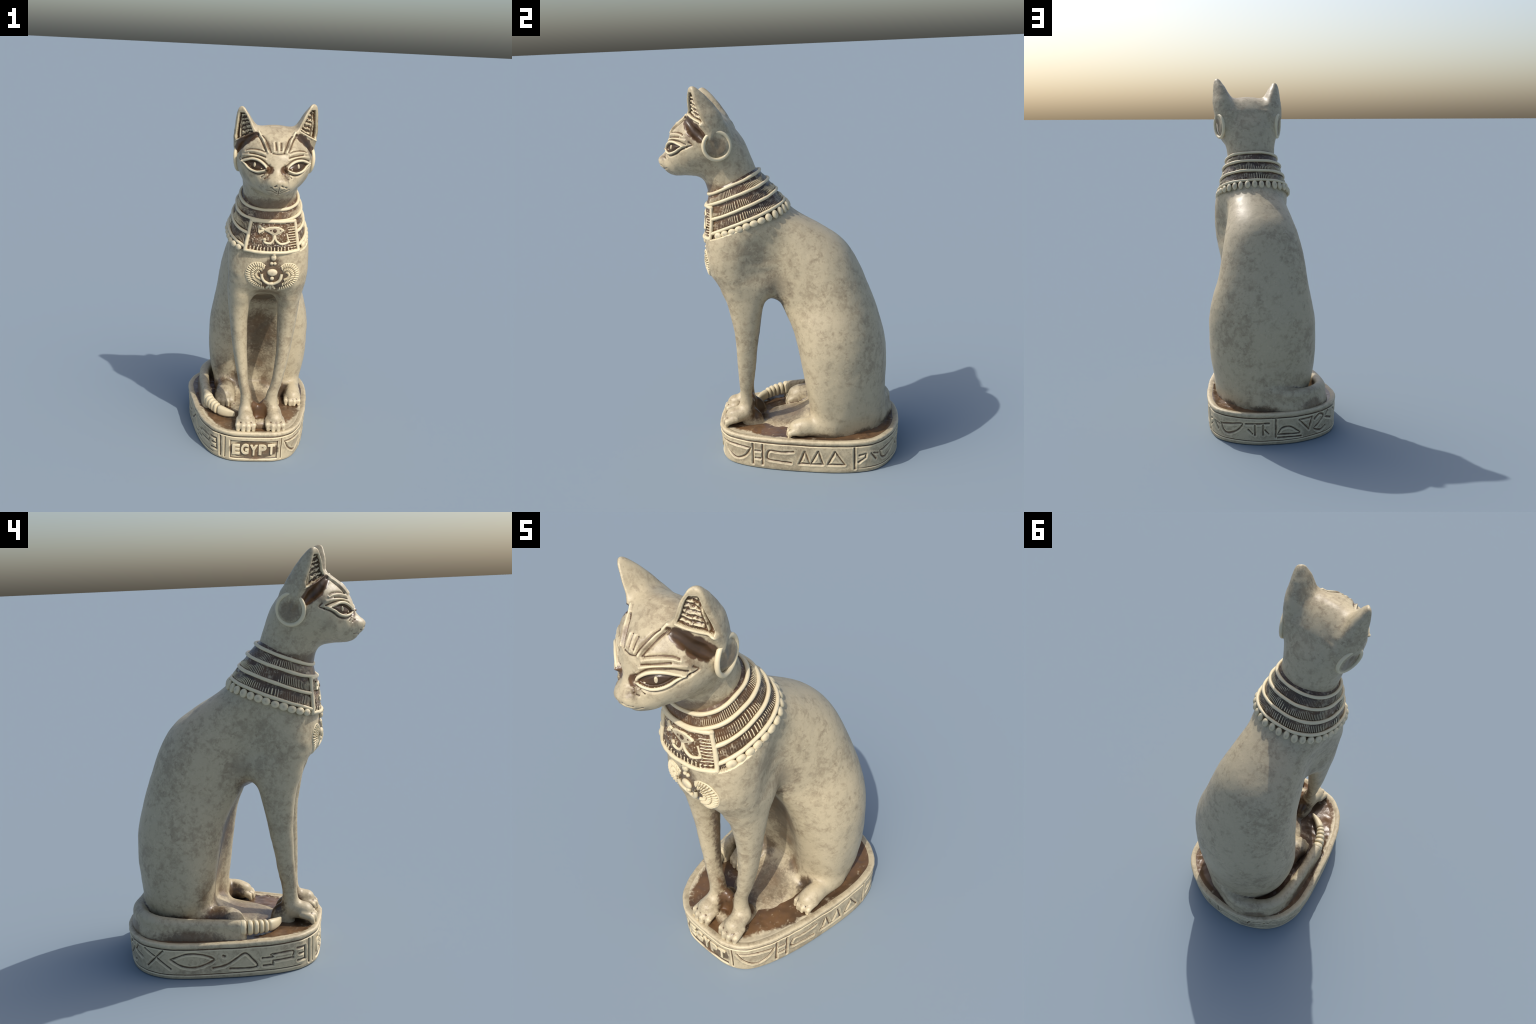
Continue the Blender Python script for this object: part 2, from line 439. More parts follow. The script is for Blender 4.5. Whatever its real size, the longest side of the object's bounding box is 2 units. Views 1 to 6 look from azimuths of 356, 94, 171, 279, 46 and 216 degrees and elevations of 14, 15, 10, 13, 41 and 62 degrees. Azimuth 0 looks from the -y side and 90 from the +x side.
M_BAND = stone("collar_ground", wash=0.92, crease=(0.499, 0.484), edge=(0.506, 0.53), gloss=0.42, body=(0.33, 0.27, 0.19), cloud=0.9, fine_wash=True)
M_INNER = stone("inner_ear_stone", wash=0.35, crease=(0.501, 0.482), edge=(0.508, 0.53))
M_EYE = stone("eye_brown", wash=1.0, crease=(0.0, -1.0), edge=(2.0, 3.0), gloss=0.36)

def floor_material():
    g = Nodes("brown_patina_floor")
    mid = g.noise(16.0, 6, 0.6, 0.8); fine = g.noise(60.0, 5, 0.65); big = g.noise(4.0, 3)
    x, y = g.axis(0), g.axis(1)
    half = g.ramp(y, -0.55, 0.30, 0.15, 0.352)
    u = g.math('DIVIDE', g.math('ABSOLUTE', x), half)
    v = g.math('DIVIDE', g.math('ABSOLUTE', g.math('SUBTRACT', y, 0.12)), 0.485)
    f = g.math('POWER', g.math('ADD', g.math('POWER', u, 4.0), g.math('POWER', v, 4.0)), 0.25)
    f = g.math('ADD', f, g.math('MULTIPLY', g.math('SUBTRACT', g.math('ADD', g.math('MULTIPLY', mid, 0.7), g.math('MULTIPLY', fine, 0.3)), 0.5), 0.45))
    rim = g.ramp(f, 0.985, 1.07)
    patch = g.math('MULTIPLY', g.ramp(g.math('ADD', g.math('MULTIPLY', mid, 0.6), g.math('MULTIPLY', fine, 0.4)), 0.55, 0.66), 0.5)
    edge = g.math('MULTIPLY', g.ramp(g.pt, 0.51, 0.56), 0.8)
    k = g.math('MAXIMUM', g.math('MAXIMUM', rim, patch), edge)
    col = g.mix(k, g.mix(g.ramp(big, 0.4, 0.62), (0.085, 0.050, 0.027), (0.15, 0.082, 0.038)), g.mix(fine, (0.42, 0.36, 0.26), LIGHT))
    g.put(g.bsdf.inputs["Base Color"], col)
    g.put(g.bsdf.inputs["Roughness"], g.ramp(k, 0.1, 0.7, 0.28, 0.5))
    b = g.new("ShaderNodeBump"); b.inputs["Strength"].default_value = 0.5; b.inputs["Distance"].default_value = 0.004
    g.put(b.inputs["Height"], g.math('ADD', mid, g.math('MULTIPLY', fine, 0.5)))
    g.put(g.bsdf.inputs["Normal"], b.outputs[0])
    return g.mat
M_FLOOR = floor_material()

# ------------------------------------------------------------------ the thing
root = bpy.data.objects.new("cat_figurine", None)
bpy.context.collection.objects.link(root)
root["label"] = "seated Egyptian cat statuette with jewelled collar on carved plinth"
root["category"] = "statuette"

# ------------------------------------------------------------------ plinth
OUT_R = [(0.07, -0.362), (0.145, -0.352), (0.21, -0.318), (0.253, -0.262), (0.292, -0.165), (0.324, -0.03),
         (0.347, 0.13), (0.358, 0.26), (0.352, 0.37), (0.322, 0.467), (0.247, 0.540), (0.138, 0.588), (0.045, 0.600)]
OUT_L = [(-0.045, 0.600), (-0.135, 0.584), (-0.245, 0.533), (-0.322, 0.455), (-0.361, 0.35), (-0.361, 0.24), (-0.343, 0.11),
         (-0.314, -0.04), (-0.274, -0.175), (-0.230, -0.264), (-0.19, -0.309), (-0.135, -0.345), (-0.07, -0.361)]
NS = 2000
def plinth_outline():
    c = catmull(OUT_R + OUT_L, 40, True)
    L = np.r_[0, np.cumsum(np.linalg.norm(np.diff(np.vstack([c, c[:1]]), axis=0), axis=1))]
    s = np.linspace(0, L[-1], NS, endpoint=False)
    cc = np.vstack([c, c[:1]])
    P = np.stack([np.interp(s, L, cc[:, k]) for k in (0, 1)], 1)
    T = np.roll(P, -1, 0) - np.roll(P, 1, 0); T /= np.linalg.norm(T, axis=1, keepdims=True)
    return P, np.stack([T[:, 1], -T[:, 0]], 1), s, L[-1]
BO, BN, BS, BLEN = plinth_outline()

WALL = [(-0.012, 0.0), (-0.004, 0.002), (-0.001, 0.010), (0.0, 0.02), (0.0, 0.05), (0.002, 0.09), (0.004, 0.128), (0.004, 0.146),
        (-0.001, 0.150), (-0.002, 0.153), (0.003, 0.157), (0.007, 0.163), (0.008, 0.170), (0.005, 0.177), (-0.002, 0.1805), (-0.012, 0.180), (-0.022, 0.177)]
# carved signs round the wall: strokes in (length along the outline, height)
SIGNS = [
    [(0.125, .118), (0.216, .118), (0.301, .112)], [(0.125, .118), (0.150, .075), (0.19, .046), (0.227, .041), (0.273, .068), (0.301, .112)],
    [(0.316, .138), (0.312, .024)], [(0.370, .138), (0.365, .026)], [(0.327, .10), (0.358, .10)], [(0.326, .057), (0.356, .057)],
    [(0.535, .112), (0.472, .107), (0.411, .109), (0.394, .083), (0.399, .057), (0.462, .051), (0.521, .048)],
    [(0.566, .047), (0.598, .118), (0.619, .049), (0.566, .047)], [(0.627, .048), (0.668, .122), (0.690, .050), (0.627, .048)], [(0.717, .050), (0.756, .122), (0.802, .050), (0.717, .050)],
    [(0.856, .142), (0.856, .026)], [(0.878, .060), (0.913, .084), (0.915, .105), (0.883, .098)], [(0.945, .103), (0.972, .066)], [(0.960, .102), (0.986, .096)],
    [(1.0, .104), (1.062, .112), (1.13, .120), (1.1, .078), (1.043, .054), (1.012, .068), (1.0, .104)],
    [(1.152, .120), (1.277, .124)], [(1.201, .118), (1.20, .058)], [(1.245, .118), (1.245, .058)], [(1.165, .085), (1.186, .064)], [(1.255, .085), (1.275, .064)],
    [(1.315, .146), (1.315, .044)], [(1.326, .059), (1.347, .092), (1.390, .099), (1.426, .079), (1.444, .055), (1.326, .059)], [(1.326, .040), (1.456, .036)],
    [(1.448, .130), (1.526, .133), (1.507, .067), (1.448, .130)], [(1.545, .118), (1.580, .140), (1.610, .122), (1.572, .085), (1.545, .062), (1.59, .044), (1.625, .060)],
    [(1.648, .140), (1.625, .112), (1.682, .091)], [(1.706, .140), (1.772, .104), (1.843, .052)], [(1.807, .142), (1.717, .055)],
    [(1.847, .100), (1.905, .125), (1.953, .132), (2.012, .122), (2.053, .097), (1.996, .067), (1.947, .059), (1.893, .069), (1.847, .100)],
    [(2.100, .116), (2.106, .114)], [(2.05, .054), (2.111, .068), (2.161, .099), (2.202, .123), (2.233, .096), (2.255, .048), (2.13, .048)],
    [(2.287, .090), (2.333, .090), (2.334, .104), (2.434, .106), (2.437, .080)], [(2.29, .050), (2.334, .050), (2.337, .070), (2.437, .072)],
    [(2.46, .116), (2.502, .114), (2.505, .050), (2.463, .050)], [(2.471, .084), (2.503, .082)], [(2.530, .138), (2.532, .022)],
]
NAME_PANEL = (-0.192, 0.082, 0.016, 0.130)     # from, to along the front; low, high
def wall_carving(S, Z):
    Q = np.stack([S.ravel(), Z.ravel()], 1); d = np.full(len(Q), np.inf)
    for g in SIGNS:
        g = catmull(g, 6) if len(g) > 4 else g
        d = np.minimum(d, stroke_distance(Q, g, 0.02))
    d = d + 0.0012 * noise3(np.c_[Q, Q[:, 0]*0], 50, 91)
    out = -0.0065 * np.exp(-(np.abs(d) / 0.0056) ** 2) + 0.0012 * np.exp(-((d - 0.012) / 0.005) ** 2)
    s = np.where(Q[:, 0] > 1.5, Q[:, 0] - BLEN, Q[:, 0]); z = Q[:, 1]
    # running line near the foot, back and left
    out -= 0.004 * np.exp(-((z - 0.024 - 0.002*np.sin(s*9)) / 0.003) ** 2) * sstep(0.85, 0.95, Q[:, 0]) * (1 - sstep(2.45, 2.5, Q[:, 0]))
    # sunk name panel with upright bars at its sides
    a, b, lo, hi = NAME_PANEL
    edge = np.minimum(np.minimum(s - a, b - s), np.minimum(z - lo, hi - z))
    out -= 0.009 * sstep(-0.001, 0.005, edge)
    for c in (a - 0.030, b + 0.020):
        out -= 0.007 * np.exp(-((s - c) / 0.0035) ** 2) * sstep(0.012, 0.02, z) * (1 - sstep(0.138, 0.146, z))
    return out.reshape(S.shape)
def wall_point(s, z, out):
    i = (np.asarray(s) % BLEN) / BLEN * NS; k = np.floor(i).astype(int); f = (i - k)[..., None]
    p = BO[k % NS] * (1 - f) + BO[(k + 1) % NS] * f; n = BN[k % NS] * (1 - f) + BN[(k + 1) % NS] * f
    q = p + n * np.asarray(out)[..., None]
    return np.concatenate([q, np.asarray(z)[..., None]], -1)

def build_letters(parent):
    x0, x1 = -0.180, 0.070
    for k, ch in enumerate("EGYPT"):
        cu = bpy.data.curves.new("letter", 'FONT'); cu.body = ch; cu.extrude = 0.09; cu.offset = 0.022; cu.bevel_depth = 0.03; cu.bevel_resolution = 2; cu.resolution_u = 8
        ob = bpy.data.objects.new("letter", cu); bpy.context.collection.objects.link(ob)
        dg = bpy.context.evaluated_depsgraph_get()
        me = bpy.data.meshes.new_from_object(ob.evaluated_get(dg)); bpy.data.objects.remove(ob); bpy.data.curves.remove(cu)
        P = np.empty(len(me.vertices)*3, np.float32); me.vertices.foreach_get("co", P); P = P.reshape(-1, 3).astype(float)
        lo, hi = P.min(0), P.max(0); w = (x1 - x0) / 5
        u = (P[:, 0]-lo[0]) / (hi[0]-lo[0]); v = (P[:, 1]-lo[1]) / (hi[1]-lo[1]); t = (P[:, 2]-lo[2]) / (hi[2]-lo[2])
        s_ = x0 + w*k + w*(0.05 + 0.88*u); z_ = 0.042 + 0.064*v + 0.003*math.sin(k*2.1)
        me.vertices.foreach_set("co", wall_point(s_, z_, -0.012 + 0.013*t).astype(np.float32).ravel()); me.update()
        put("letter", me, M_RAISED, parent)

def build_plinth():
    prof = catmull(WALL, 10)
    d = np.r_[0, np.cumsum(np.linalg.norm(np.diff(prof, axis=0), axis=1))]
    nr = 125
    t = np.linspace(0, d[-1], nr)
    o = np.interp(t, d, prof[:, 0]); z = np.interp(t, d, prof[:, 1])
    O = np.repeat(o[:, None], NS, 1); Z = np.repeat(z[:, None], NS, 1); S = np.repeat(BS[None], nr, 0)
    P = np.empty((nr, NS, 3))
    P[..., :2] = BO[None] + O[..., None] * BN[None]; P[..., 2] = Z
    P3 = P.reshape(-1, 3)
    wob = 0.0022 * noise3(P3, 14, 3) + 0.0012 * noise3(P3, 40, 4)
    wob *= sstep(0, 0.03, P3[:, 2])
    wob += wall_carving(S, Z).ravel()
    P3[:, :2] += (wob.reshape(nr, NS)[..., None] * BN[None]).reshape(-1, 2)
    i = np.arange(nr-1)[:, None]; j = np.arange(NS)[None]; j2 = (j + 1) % NS
    F = np.stack(np.broadcast_arrays(i*NS+j, i*NS+j2, (i+1)*NS+j2, (i+1)*NS+j), -1).reshape(-1, 4)
    # underside
    C = np.stack([BO[:, 0]*0, np.clip(BO[:, 1], -0.1, 0.3), BO[:, 0]*0], 1)
    nb = len(P3); P3 = np.vstack([P3, C])
    Fb = np.stack([np.arange(NS), nb + np.arange(NS), nb + (np.arange(NS)+1) % NS, (np.arange(NS)+1) % NS], 1)
    base = put("plinth", new_mesh("plinth", P3, np.vstack([F, Fb])), M_PLINTH, root)
    build_letters(base)
    # top: from the rim inwards
    rim = P[-1].copy()
    nq = 90
    step = 3; rim = rim[::step]; C = C[::step]; n = len(rim)
    q = np.linspace(0, 1, nq)[:, None, None]
    Cz = C.copy(); Cz[:, 2] = 0.158
    T = rim[None] * (1-q) + Cz[None] * q
    dist = np.linalg.norm((T - rim[None])[..., :2], axis=2)
    T[..., 2] = 0.177 - 0.005 * sstep(0, 0.03, dist) + 0.012 * sstep(0.03, 0.10, dist) * sstep(-0.05, 0.25, T[..., 1])
    T3 = T.reshape(-1, 3)
    amp = sstep(0, 0.03, dist).ravel()
    T3[:, 2] += amp * (0.0035 * noise3(T3, 16, 11) + 0.0022 * noise3(T3, 45, 12))
    i = np.arange(nq-1)[:, None]; j = np.arange(n)[None]; j2 = (j + 1) % n
    F = np.stack(np.broadcast_arrays(i*n+j, i*n+j2, (i+1)*n+j2, (i+1)*n+j), -1).reshape(-1, 4)
    put("plinth_top", new_mesh("plinth_top", T3, F), M_FLOOR, base)
    return base
plinth = build_plinth()

# ------------------------------------------------------------------ body
HIND = loft_egg([  # z, cx, half width, y front, y back, widest at, front power, rear power
    (0.10, CX, 0.225, 0.125, 0.540, 0.42, 2.6, 1.9), (0.20, CX, 0.248, 0.120, 0.540, 0.40, 2.8, 1.9), (0.30, CX, 0.277, 0.128, 0.537, 0.40, 2.9, 1.9),
    (0.40, CX, 0.293, 0.116, 0.540, 0.40, 2.9, 2.0), (0.50, CX, 0.300, 0.098, 0.546, 0.42, 2.7, 2.0), (0.60, CX+.002, 0.300, 0.076, 0.543, 0.45, 2.4, 2.0),
    (0.70, CX+.003, 0.289, 0.048, 0.526, 0.50, 2.2, 2.05), (0.78, CX, 0.273, 0.01, 0.506, 0.54, 2.0, 2.05), (0.86, CX-.006, 0.254, -0.045, 0.480, 0.60, 1.75, 2.05),
    (0.94, CX-.011, 0.240, -0.11, 0.450, 0.64, 1.65, 2.1), (1.04, CX-.013, 0.222, -0.15, 0.410, 0.65, 1.7, 2.1), (1.12, CX-.013, 0.204, -0.18, 0.368, 0.64, 1.8, 2.1),
    (1.19, CX-.012, 0.184, -0.21, 0.308, 0.62, 1.9, 2.1), (1.26, CX-.011, 0.166, -0.24, 0.208, 0.58, 2.0, 2.1), (1.33, CX-.009, 0.152, -0.27, 0.09, 0.5, 2.1, 2.1), (1.40, CX-.008, 0.140, -0.28, 0.0, 0.5, 2.1, 2.1)],
    skew=0.06)
QX = CX + 0.004
CHEST = loft_egg([
    (0.955, QX, 0.172, -0.27, -0.06, 0.4, 2.1, 1.7), (1.0, QX, 0.197, -0.328, -0.05, 0.42, 2.2, 1.7), (1.05, QX, 0.211, -0.366, -0.04, 0.44, 2.45, 1.7), (1.12, QX, 0.217, -0.385, -0.03, 0.46, 2.5, 1.7),
    (1.20, QX, 0.216, -0.384, -0.02, 0.48, 2.5, 1.75), (1.28, QX, 0.208, -0.376, 0.0, 0.5, 2.3, 1.9), (1.36, QX, 0.188, -0.366, -0.03, 0.5, 2.2, 2.0), (1.45, QX, 0.150, -0.350, -0.08, 0.5, 2.2, 2.1),
    (1.52, QX, 0.135, -0.34, -0.12, 0.5, 2.1, 2.1)], cap=0.09, twist=0.06)
LEG_R = loft_z([(0.20, 0.112, 0.030, -0.255, -0.195), (0.26, 0.112, 0.029, -0.254, -0.192), (0.33, 0.114, 0.029, -0.247, -0.186), (0.44, 0.138, 0.030, -0.247, -0.164), (0.53, 0.153, 0.034, -0.248, -0.150),
                (0.63, 0.165, 0.040, -0.249, -0.138), (0.72, 0.170, 0.047, -0.253, -0.125), (0.80, 0.174, 0.053, -0.266, -0.110), (0.88, 0.176, 0.059, -0.282, -0.09),
                (0.97, 0.172, 0.066, -0.312, -0.06), (1.06, 0.145, 0.055, -0.31, -0.08)], n=2.05)
LEG_L = loft_z([(0.20, -0.036, 0.030, -0.266, -0.205), (0.26, -0.036, 0.029, -0.266, -0.2), (0.33, -0.037, 0.029, -0.260, -0.19), (0.443, -0.058, 0.030, -0.257, -0.170), (0.53, -0.070, 0.035, -0.256, -0.16),
                (0.635, -0.083, 0.041, -0.257, -0.143), (0.72, -0.09, 0.046, -0.260, -0.13), (0.795, -0.096, 0.050, -0.268, -0.115), (0.88, -0.098, 0.060, -0.284, -0.095),
                (0.97, -0.092, 0.066, -0.314, -0.065), (1.06, -0.060, 0.055, -0.31, -0.08)], n=2.05)
HOLLOW = loft_z([(0.22, 0.035, 0.10, -0.4, 0.140), (0.32, 0.035, 0.112, -0.4, 0.150), (0.45, 0.035, 0.118, -0.4, 0.135), (0.6, 0.04, 0.112, -0.4, 0.105), (0.74, 0.045, 0.095, -0.4, 0.055), (0.84, 0.045, 0.07, -0.4, -0.01)], n=2.5)
MOUND = loft_egg([(0.10, 0.03, 0.170, -0.20, 0.30, 0.6, 2.4, 2.4), (0.165, 0.03, 0.162, -0.15, 0.30, 0.6, 2.4, 2.4), (0.185, 0.03, 0.152, -0.08, 0.28, 0.6, 2.4, 2.4), (0.208, 0.03, 0.140, 0.05, 0.26, 0.6, 2.4, 2.4), (0.25, 0.03, 0.11, 0.13, 0.24, 0.6, 2.4, 2.4)], cap=0.02)
WEB = chain(catmull([(-0.03, -0.212, 0.37), (-0.005, -0.205, 0.29), (0.037, -0.20, 0.255), (0.080, -0.205, 0.29), (0.108, -0.212, 0.37)], 4), np.array([.016]*5 + [.026]*8 + [.016]*4), wall=0.16)
HEEL_R = ellipsoid((0.098, -0.178, 0.17), (0.034, 0.052, 0.075)); HEEL_L = ellipsoid((-0.028, -0.175, 0.17), (0.036, 0.056, 0.09))
BRIDGE = ellipsoid((0.048, -0.265, 0.185), (0.055, 0.035, 0.032))
def paw(cx, cy, cz, yaw, s=1.0, spread=1.0):
    c, si = math.cos(yaw), math.sin(yaw)
    def loc(u, v, w): return (cx + s*(u*c - v*si), cy + s*(u*si + v*c), cz + s*w)
    parts = [(chain([loc(0, 0.035, 0.065), loc(0, -0.02, 0.045)], [0.036*s, 0.042*s]), 0.02)]
    for k in range(4):
        u = (k - 1.5) * 0.026 * spread
        f = -0.052 - 0.014 * (1 - abs(k - 1.5) / 1.5)
        parts.append((chain([loc(u*0.8, -0.012, 0.040), loc(u, f, 0.028), loc(u*1.02, f - 0.010, 0.006)], [0.020*s, 0.0170*s, 0.0115*s]), 0.0035))
    return parts
PAW_R = paw(0.130, -0.262, 0.178, 0.05, 1.08)
PAW_L = paw(-0.035, -0.272, 0.178, 0.0, 1.08)
HPAW_R = paw(0.262, 0.080, 0.172, -0.05, 0.95) + [(chain([(0.262, 0.10, 0.215), (0.250, 0.24, 0.22)], [0.042, 0.055]), 0.04)]
HPAW_L = paw(-0.145, 0.062, 0.172, 0.0, 1.0) + [(chain([(-0.15, 0.07, 0.218), (-0.14, 0.24, 0.22)], [0.055, 0.06]), 0.04)]
TAIL_PATH = [(0.075, 0.490, 0.275), (-0.03, 0.530, 0.255), (-0.122, 0.530, 0.250), (-0.210, 0.480, 0.250), (-0.264, 0.40, 0.247),
             (-0.276, 0.30, 0.242), (-0.270, 0.18, 0.240), (-0.256, 0.06, 0.236), (-0.250, 0.0, 0.234)]
TAIL = chain(catmull(TAIL_PATH, 3), np.linspace(0.038, 0.026, 25), wall=0.14)

# ---- the collar's shape (the torso is drawn in beneath it)
# rings are tilted flat loops: (front y, front z, back y, back z, half width)
RINGS = [(-0.372, 1.446, -0.088, 1.556, 0.163), (-0.384, 1.390, -0.045, 1.510, 0.181), (-0.392, 1.312, -0.003, 1.456, 0.199), (-0.402, 1.243, 0.036, 1.402, 0.2165)]
BEADS = (-0.405, 1.208, 0.055, 1.362, 0.222)
RINGA = np.array(RINGS + [BEADS]); RINGA[:, 0] += 0.006; RINGA[:, 2] -= 0.006; RINGA[:, 4] -= 0.006
def collar_point(t, ang, out=0.0):
    """t: 0..4 down the collar, ang: 0 = front, turning to +x; out: mm proud"""
    r = np.stack([np.interp(t, np.arange(-1, 5), np.r_[2*RINGA[0, k]-RINGA[1, k], RINGA[:, k]]) for k in range(5)], -1)
    cy = (r[..., 0] + r[..., 2]) / 2; cz = (r[..., 1] + r[..., 3]) / 2
    hy = (r[..., 2] - r[..., 0]) / 2; sl = (r[..., 3] - r[..., 1]) / 2
    e = 2 / 2.35
    ca, sa = np.cos(ang), np.sin(ang)
    f = -np.sign(ca) * np.abs(ca) ** e; g = np.sign(sa) * np.abs(sa) ** e
    k = 1 + out / 0.2
    return np.stack([KX + r[..., 4]*g*k, cy + hy*f*k, cz + sl*f*k], -1)

def tuck_under_collar(P):
    """draw the torso in wherever the collar lies over it"""
    Y, Z = P[:, 1], P[:, 2]
    zk = np.stack([RINGA[k, 1] + (Y - RINGA[k, 0]) / (RINGA[k, 2] - RINGA[k, 0]) * (RINGA[k, 3] - RINGA[k, 1]) for k in range(5)], 1)
    t = np.zeros(len(P))
    for k in range(4):
        m = (Z <= zk[:, k]) & (Z > zk[:, k+1]); t[m] = k + (zk[m, k] - Z[m]) / (zk[m, k] - zk[m, k+1])
    t[Z <= zk[:, 4]] = 9
    r = [np.interp(t, np.arange(5), RINGA[:, k]) for k in range(5)]
    cy, hy = (r[0] + r[2]) / 2, (r[2] - r[0]) / 2
    q = ((np.abs(P[:, 0] - KX) / r[4]) ** 2.35 + (np.abs(Y - cy) / hy) ** 2.35) ** (1 / 2.35)
    lim = 0.90 + 0.06 * sstep(3.0, 3.7, t) + 0.25 * sstep(3.7, 4.0, t)
    f = np.where((t < 5) & (q > lim), lim / np.maximum(q, 1e-6), 1.0)
    P[:, 0] = KX + (P[:, 0] - KX) * f; P[:, 1] = cy + (Y - cy) * np.where(t < 5, f, 1.0)
    return P

def build_body():
    c = Clay((-0.36, -0.45, 0.10), (0.40, 0.68, 1.56), 0.0074)
    c.add(HIND, 0.02)
    c.cut(HOLLOW, 0.08)
    c.add(CHEST, 0.12)
    c.add(LEG_R, 0.065); c.add(LEG_L, 0.065)
    c.add(MOUND, 0.03); c.add(WEB, 0.025); c.add(BRIDGE, 0.02); c.add(HEEL_R, 0.03); c.add(HEEL_L, 0.03)
    for grp in (PAW_R, PAW_L, HPAW_R, HPAW_L):
        for p, k in grp: c.add(p, k)
    c.add(TAIL, 0.027)
    P, F = c.skin()
    P, F = subdivide(P, F, 1)
    P = tuck_under_collar(P)
    N = vnormals(P, F)
    P += N * (0.0012 * noise3(P, 12, 21) + 0.0006 * noise3(P, 35, 22))[:, None]
    fc = P[F].mean(1); x, y, z = fc.T
    def near(prims): return np.min([p[0](x, y, z) for p, _ in prims], axis=0)
    names = ["torso", "foreleg", "foreleg", "forepaw", "forepaw", "hind_leg", "hind_leg", "hind_paw", "hind_paw", "tail"]
    lab = np.zeros(len(fc), int)
    lat = x - CX
    lab[(z < 0.72) & (lat > 0.13) & (y > 0)] = 5
    lab[(z < 0.72) & (lat < -0.13) & (y > 0)] = 6
    lab[(LEG_R[0](x, y, z) < 0.012) & (z < 0.96) & (y < -0.04)] = 1
    lab[(LEG_L[0](x, y, z) < 0.012) & (z < 0.96) & (y < -0.04)] = 2
    lab[(near(PAW_R) < 0.01) & (z < 0.27)] = 3
    lab[(near(PAW_L) < 0.01) & (z < 0.27)] = 4
    lab[(near(HPAW_R) < 0.008) & (y < 0.15)] = 7
    lab[(near(HPAW_L) < 0.008) & (y < 0.15)] = 8
    lab[(TAIL[0](x, y, z) < 0.012) & (x < 0.0) & (z < 0.29)] = 9
    front = (fc[:, 1] < -0.15) & (fc[:, 2] > 0.94)
    return split_parts(P, F, lab, names, M_STONE, root), (P, F[front])
body, chest_skin = build_body()

# ringed end of the tail
def build_tail_end():
    path = catmull([(-0.250, 0.0, 0.232), (-0.238, -0.045, 0.229), (-0.212, -0.095, 0.224), (-0.183, -0.132, 0.218), (-0.14, -0.162, 0.214), (-0.09, -0.182, 0.212)], 24)
    L = np.r_[0, np.cumsum(np.linalg.norm(np.diff(path, axis=0), axis=1))]
    cuts = [0.0, 0.036, 0.066, 0.094, 0.120, 0.144, L[-1]]
    for a, b in zip(cuts[:-1], cuts[1:]):
        s = np.linspace(a + 0.002, b - 0.002, 22); u = np.linspace(-1, 1, 22)
        pp = np.stack([np.interp(s, L, path[:, k]) for k in range(3)], 1)
        last = b == cuts[-1]
        base_r = np.interp((s) / L[-1], [0, 0.6, 1], [0.030, 0.022, 0.008])
        r = base_r * (1 - 0.30 * np.abs(u) ** 3) if not last else base_r * np.where(u < 0, 1 - 0.30*np.abs(u)**3, np.sqrt(np.clip(1 - u**2, 0.01, 1))*0.7+0.3)
        r[0] *= 0.4; r[-1] *= 0.3
        P, F = tube(pp, r, 20)
        P[:, 2] = np.where(P[:, 2] < np.repeat(pp[:, 2], 20), P[:, 2] - 0.02, P[:, 2])
        put("tail_ring" if not last else "tail_tip", new_mesh("tail_ring", P, F), M_STONE, body["tail"][0])
build_tail_end()

# ------------------------------------------------------------------ head
def mirror(p): return (2*CX - p[0], p[1], p[2])
SKULL = loft_z([(1.36, KX, 0.140, -0.352, -0.056), (1.44, KX, 0.140, -0.362, -0.072), (1.50, KX, 0.141, -0.376, -0.093), (1.56, KX, 0.145, -0.40, -0.113),
                (1.63, KX, 0.157, -0.43, -0.138), (1.70, KX+.001, 0.167, -0.46, -0.165), (1.75, KX+.002, 0.168, -0.47, -0.197), (1.80, KX+.003, 0.155, -0.46, -0.243),
                (1.846, KX+.004, 0.130, -0.44, -0.288), (1.870, KX+.005, 0.095, -0.42, -0.325), (1.883, KX+.005, 0.05, -0.39, -0.355)], n=2.1, cap=0.02)
FX = CX + 0.007
FACE = loft_y([(-0.612, FX+.003, 0.014, 1.618, 1.638), (-0.603, FX+.003, 0.034, 1.600, 1.645), (-0.585, FX+.002, 0.053, 1.582, 1.660), (-0.564, FX, 0.068, 1.560, 1.690),
               (-0.548, FX, 0.083, 1.550, 1.738), (-0.518, FX, 0.114, 1.543, 1.796), (-0.480, CX, 0.149, 1.543, 1.832), (-0.43, CX, 0.178, 1.540, 1.857),
               (-0.37, CX-.002, 0.187, 1.545, 1.868), (-0.31, CX-.004, 0.178, 1.565, 1.852), (-0.25, CX-.005, 0.14, 1.60, 1.81)], n=2.0, cap=0.015)
EAR_ROWS = [  # z, middle of the open front (from the cat's middle, y), half span, depth behind it
    (1.70, 0.120, -0.330, 0.060, 0.07), (1.76, 0.134, -0.357, 0.074, 0.105), (1.80, 0.142, -0.373, 0.080, 0.125), (1.85, 0.154, -0.390, 0.074, 0.130), (1.90, 0.164, -0.400, 0.058, 0.110),
    (1.95, 0.173, -0.405, 0.041, 0.075), (1.98, 0.179, -0.405, 0.026, 0.045), (2.006, 0.181, -0.402, 0.011, 0.018)]
EAR_OUT = 0.58        # the open front faces outwards by this much
BACK = (-0.30, 0.954) # and the shell behind it leans this way
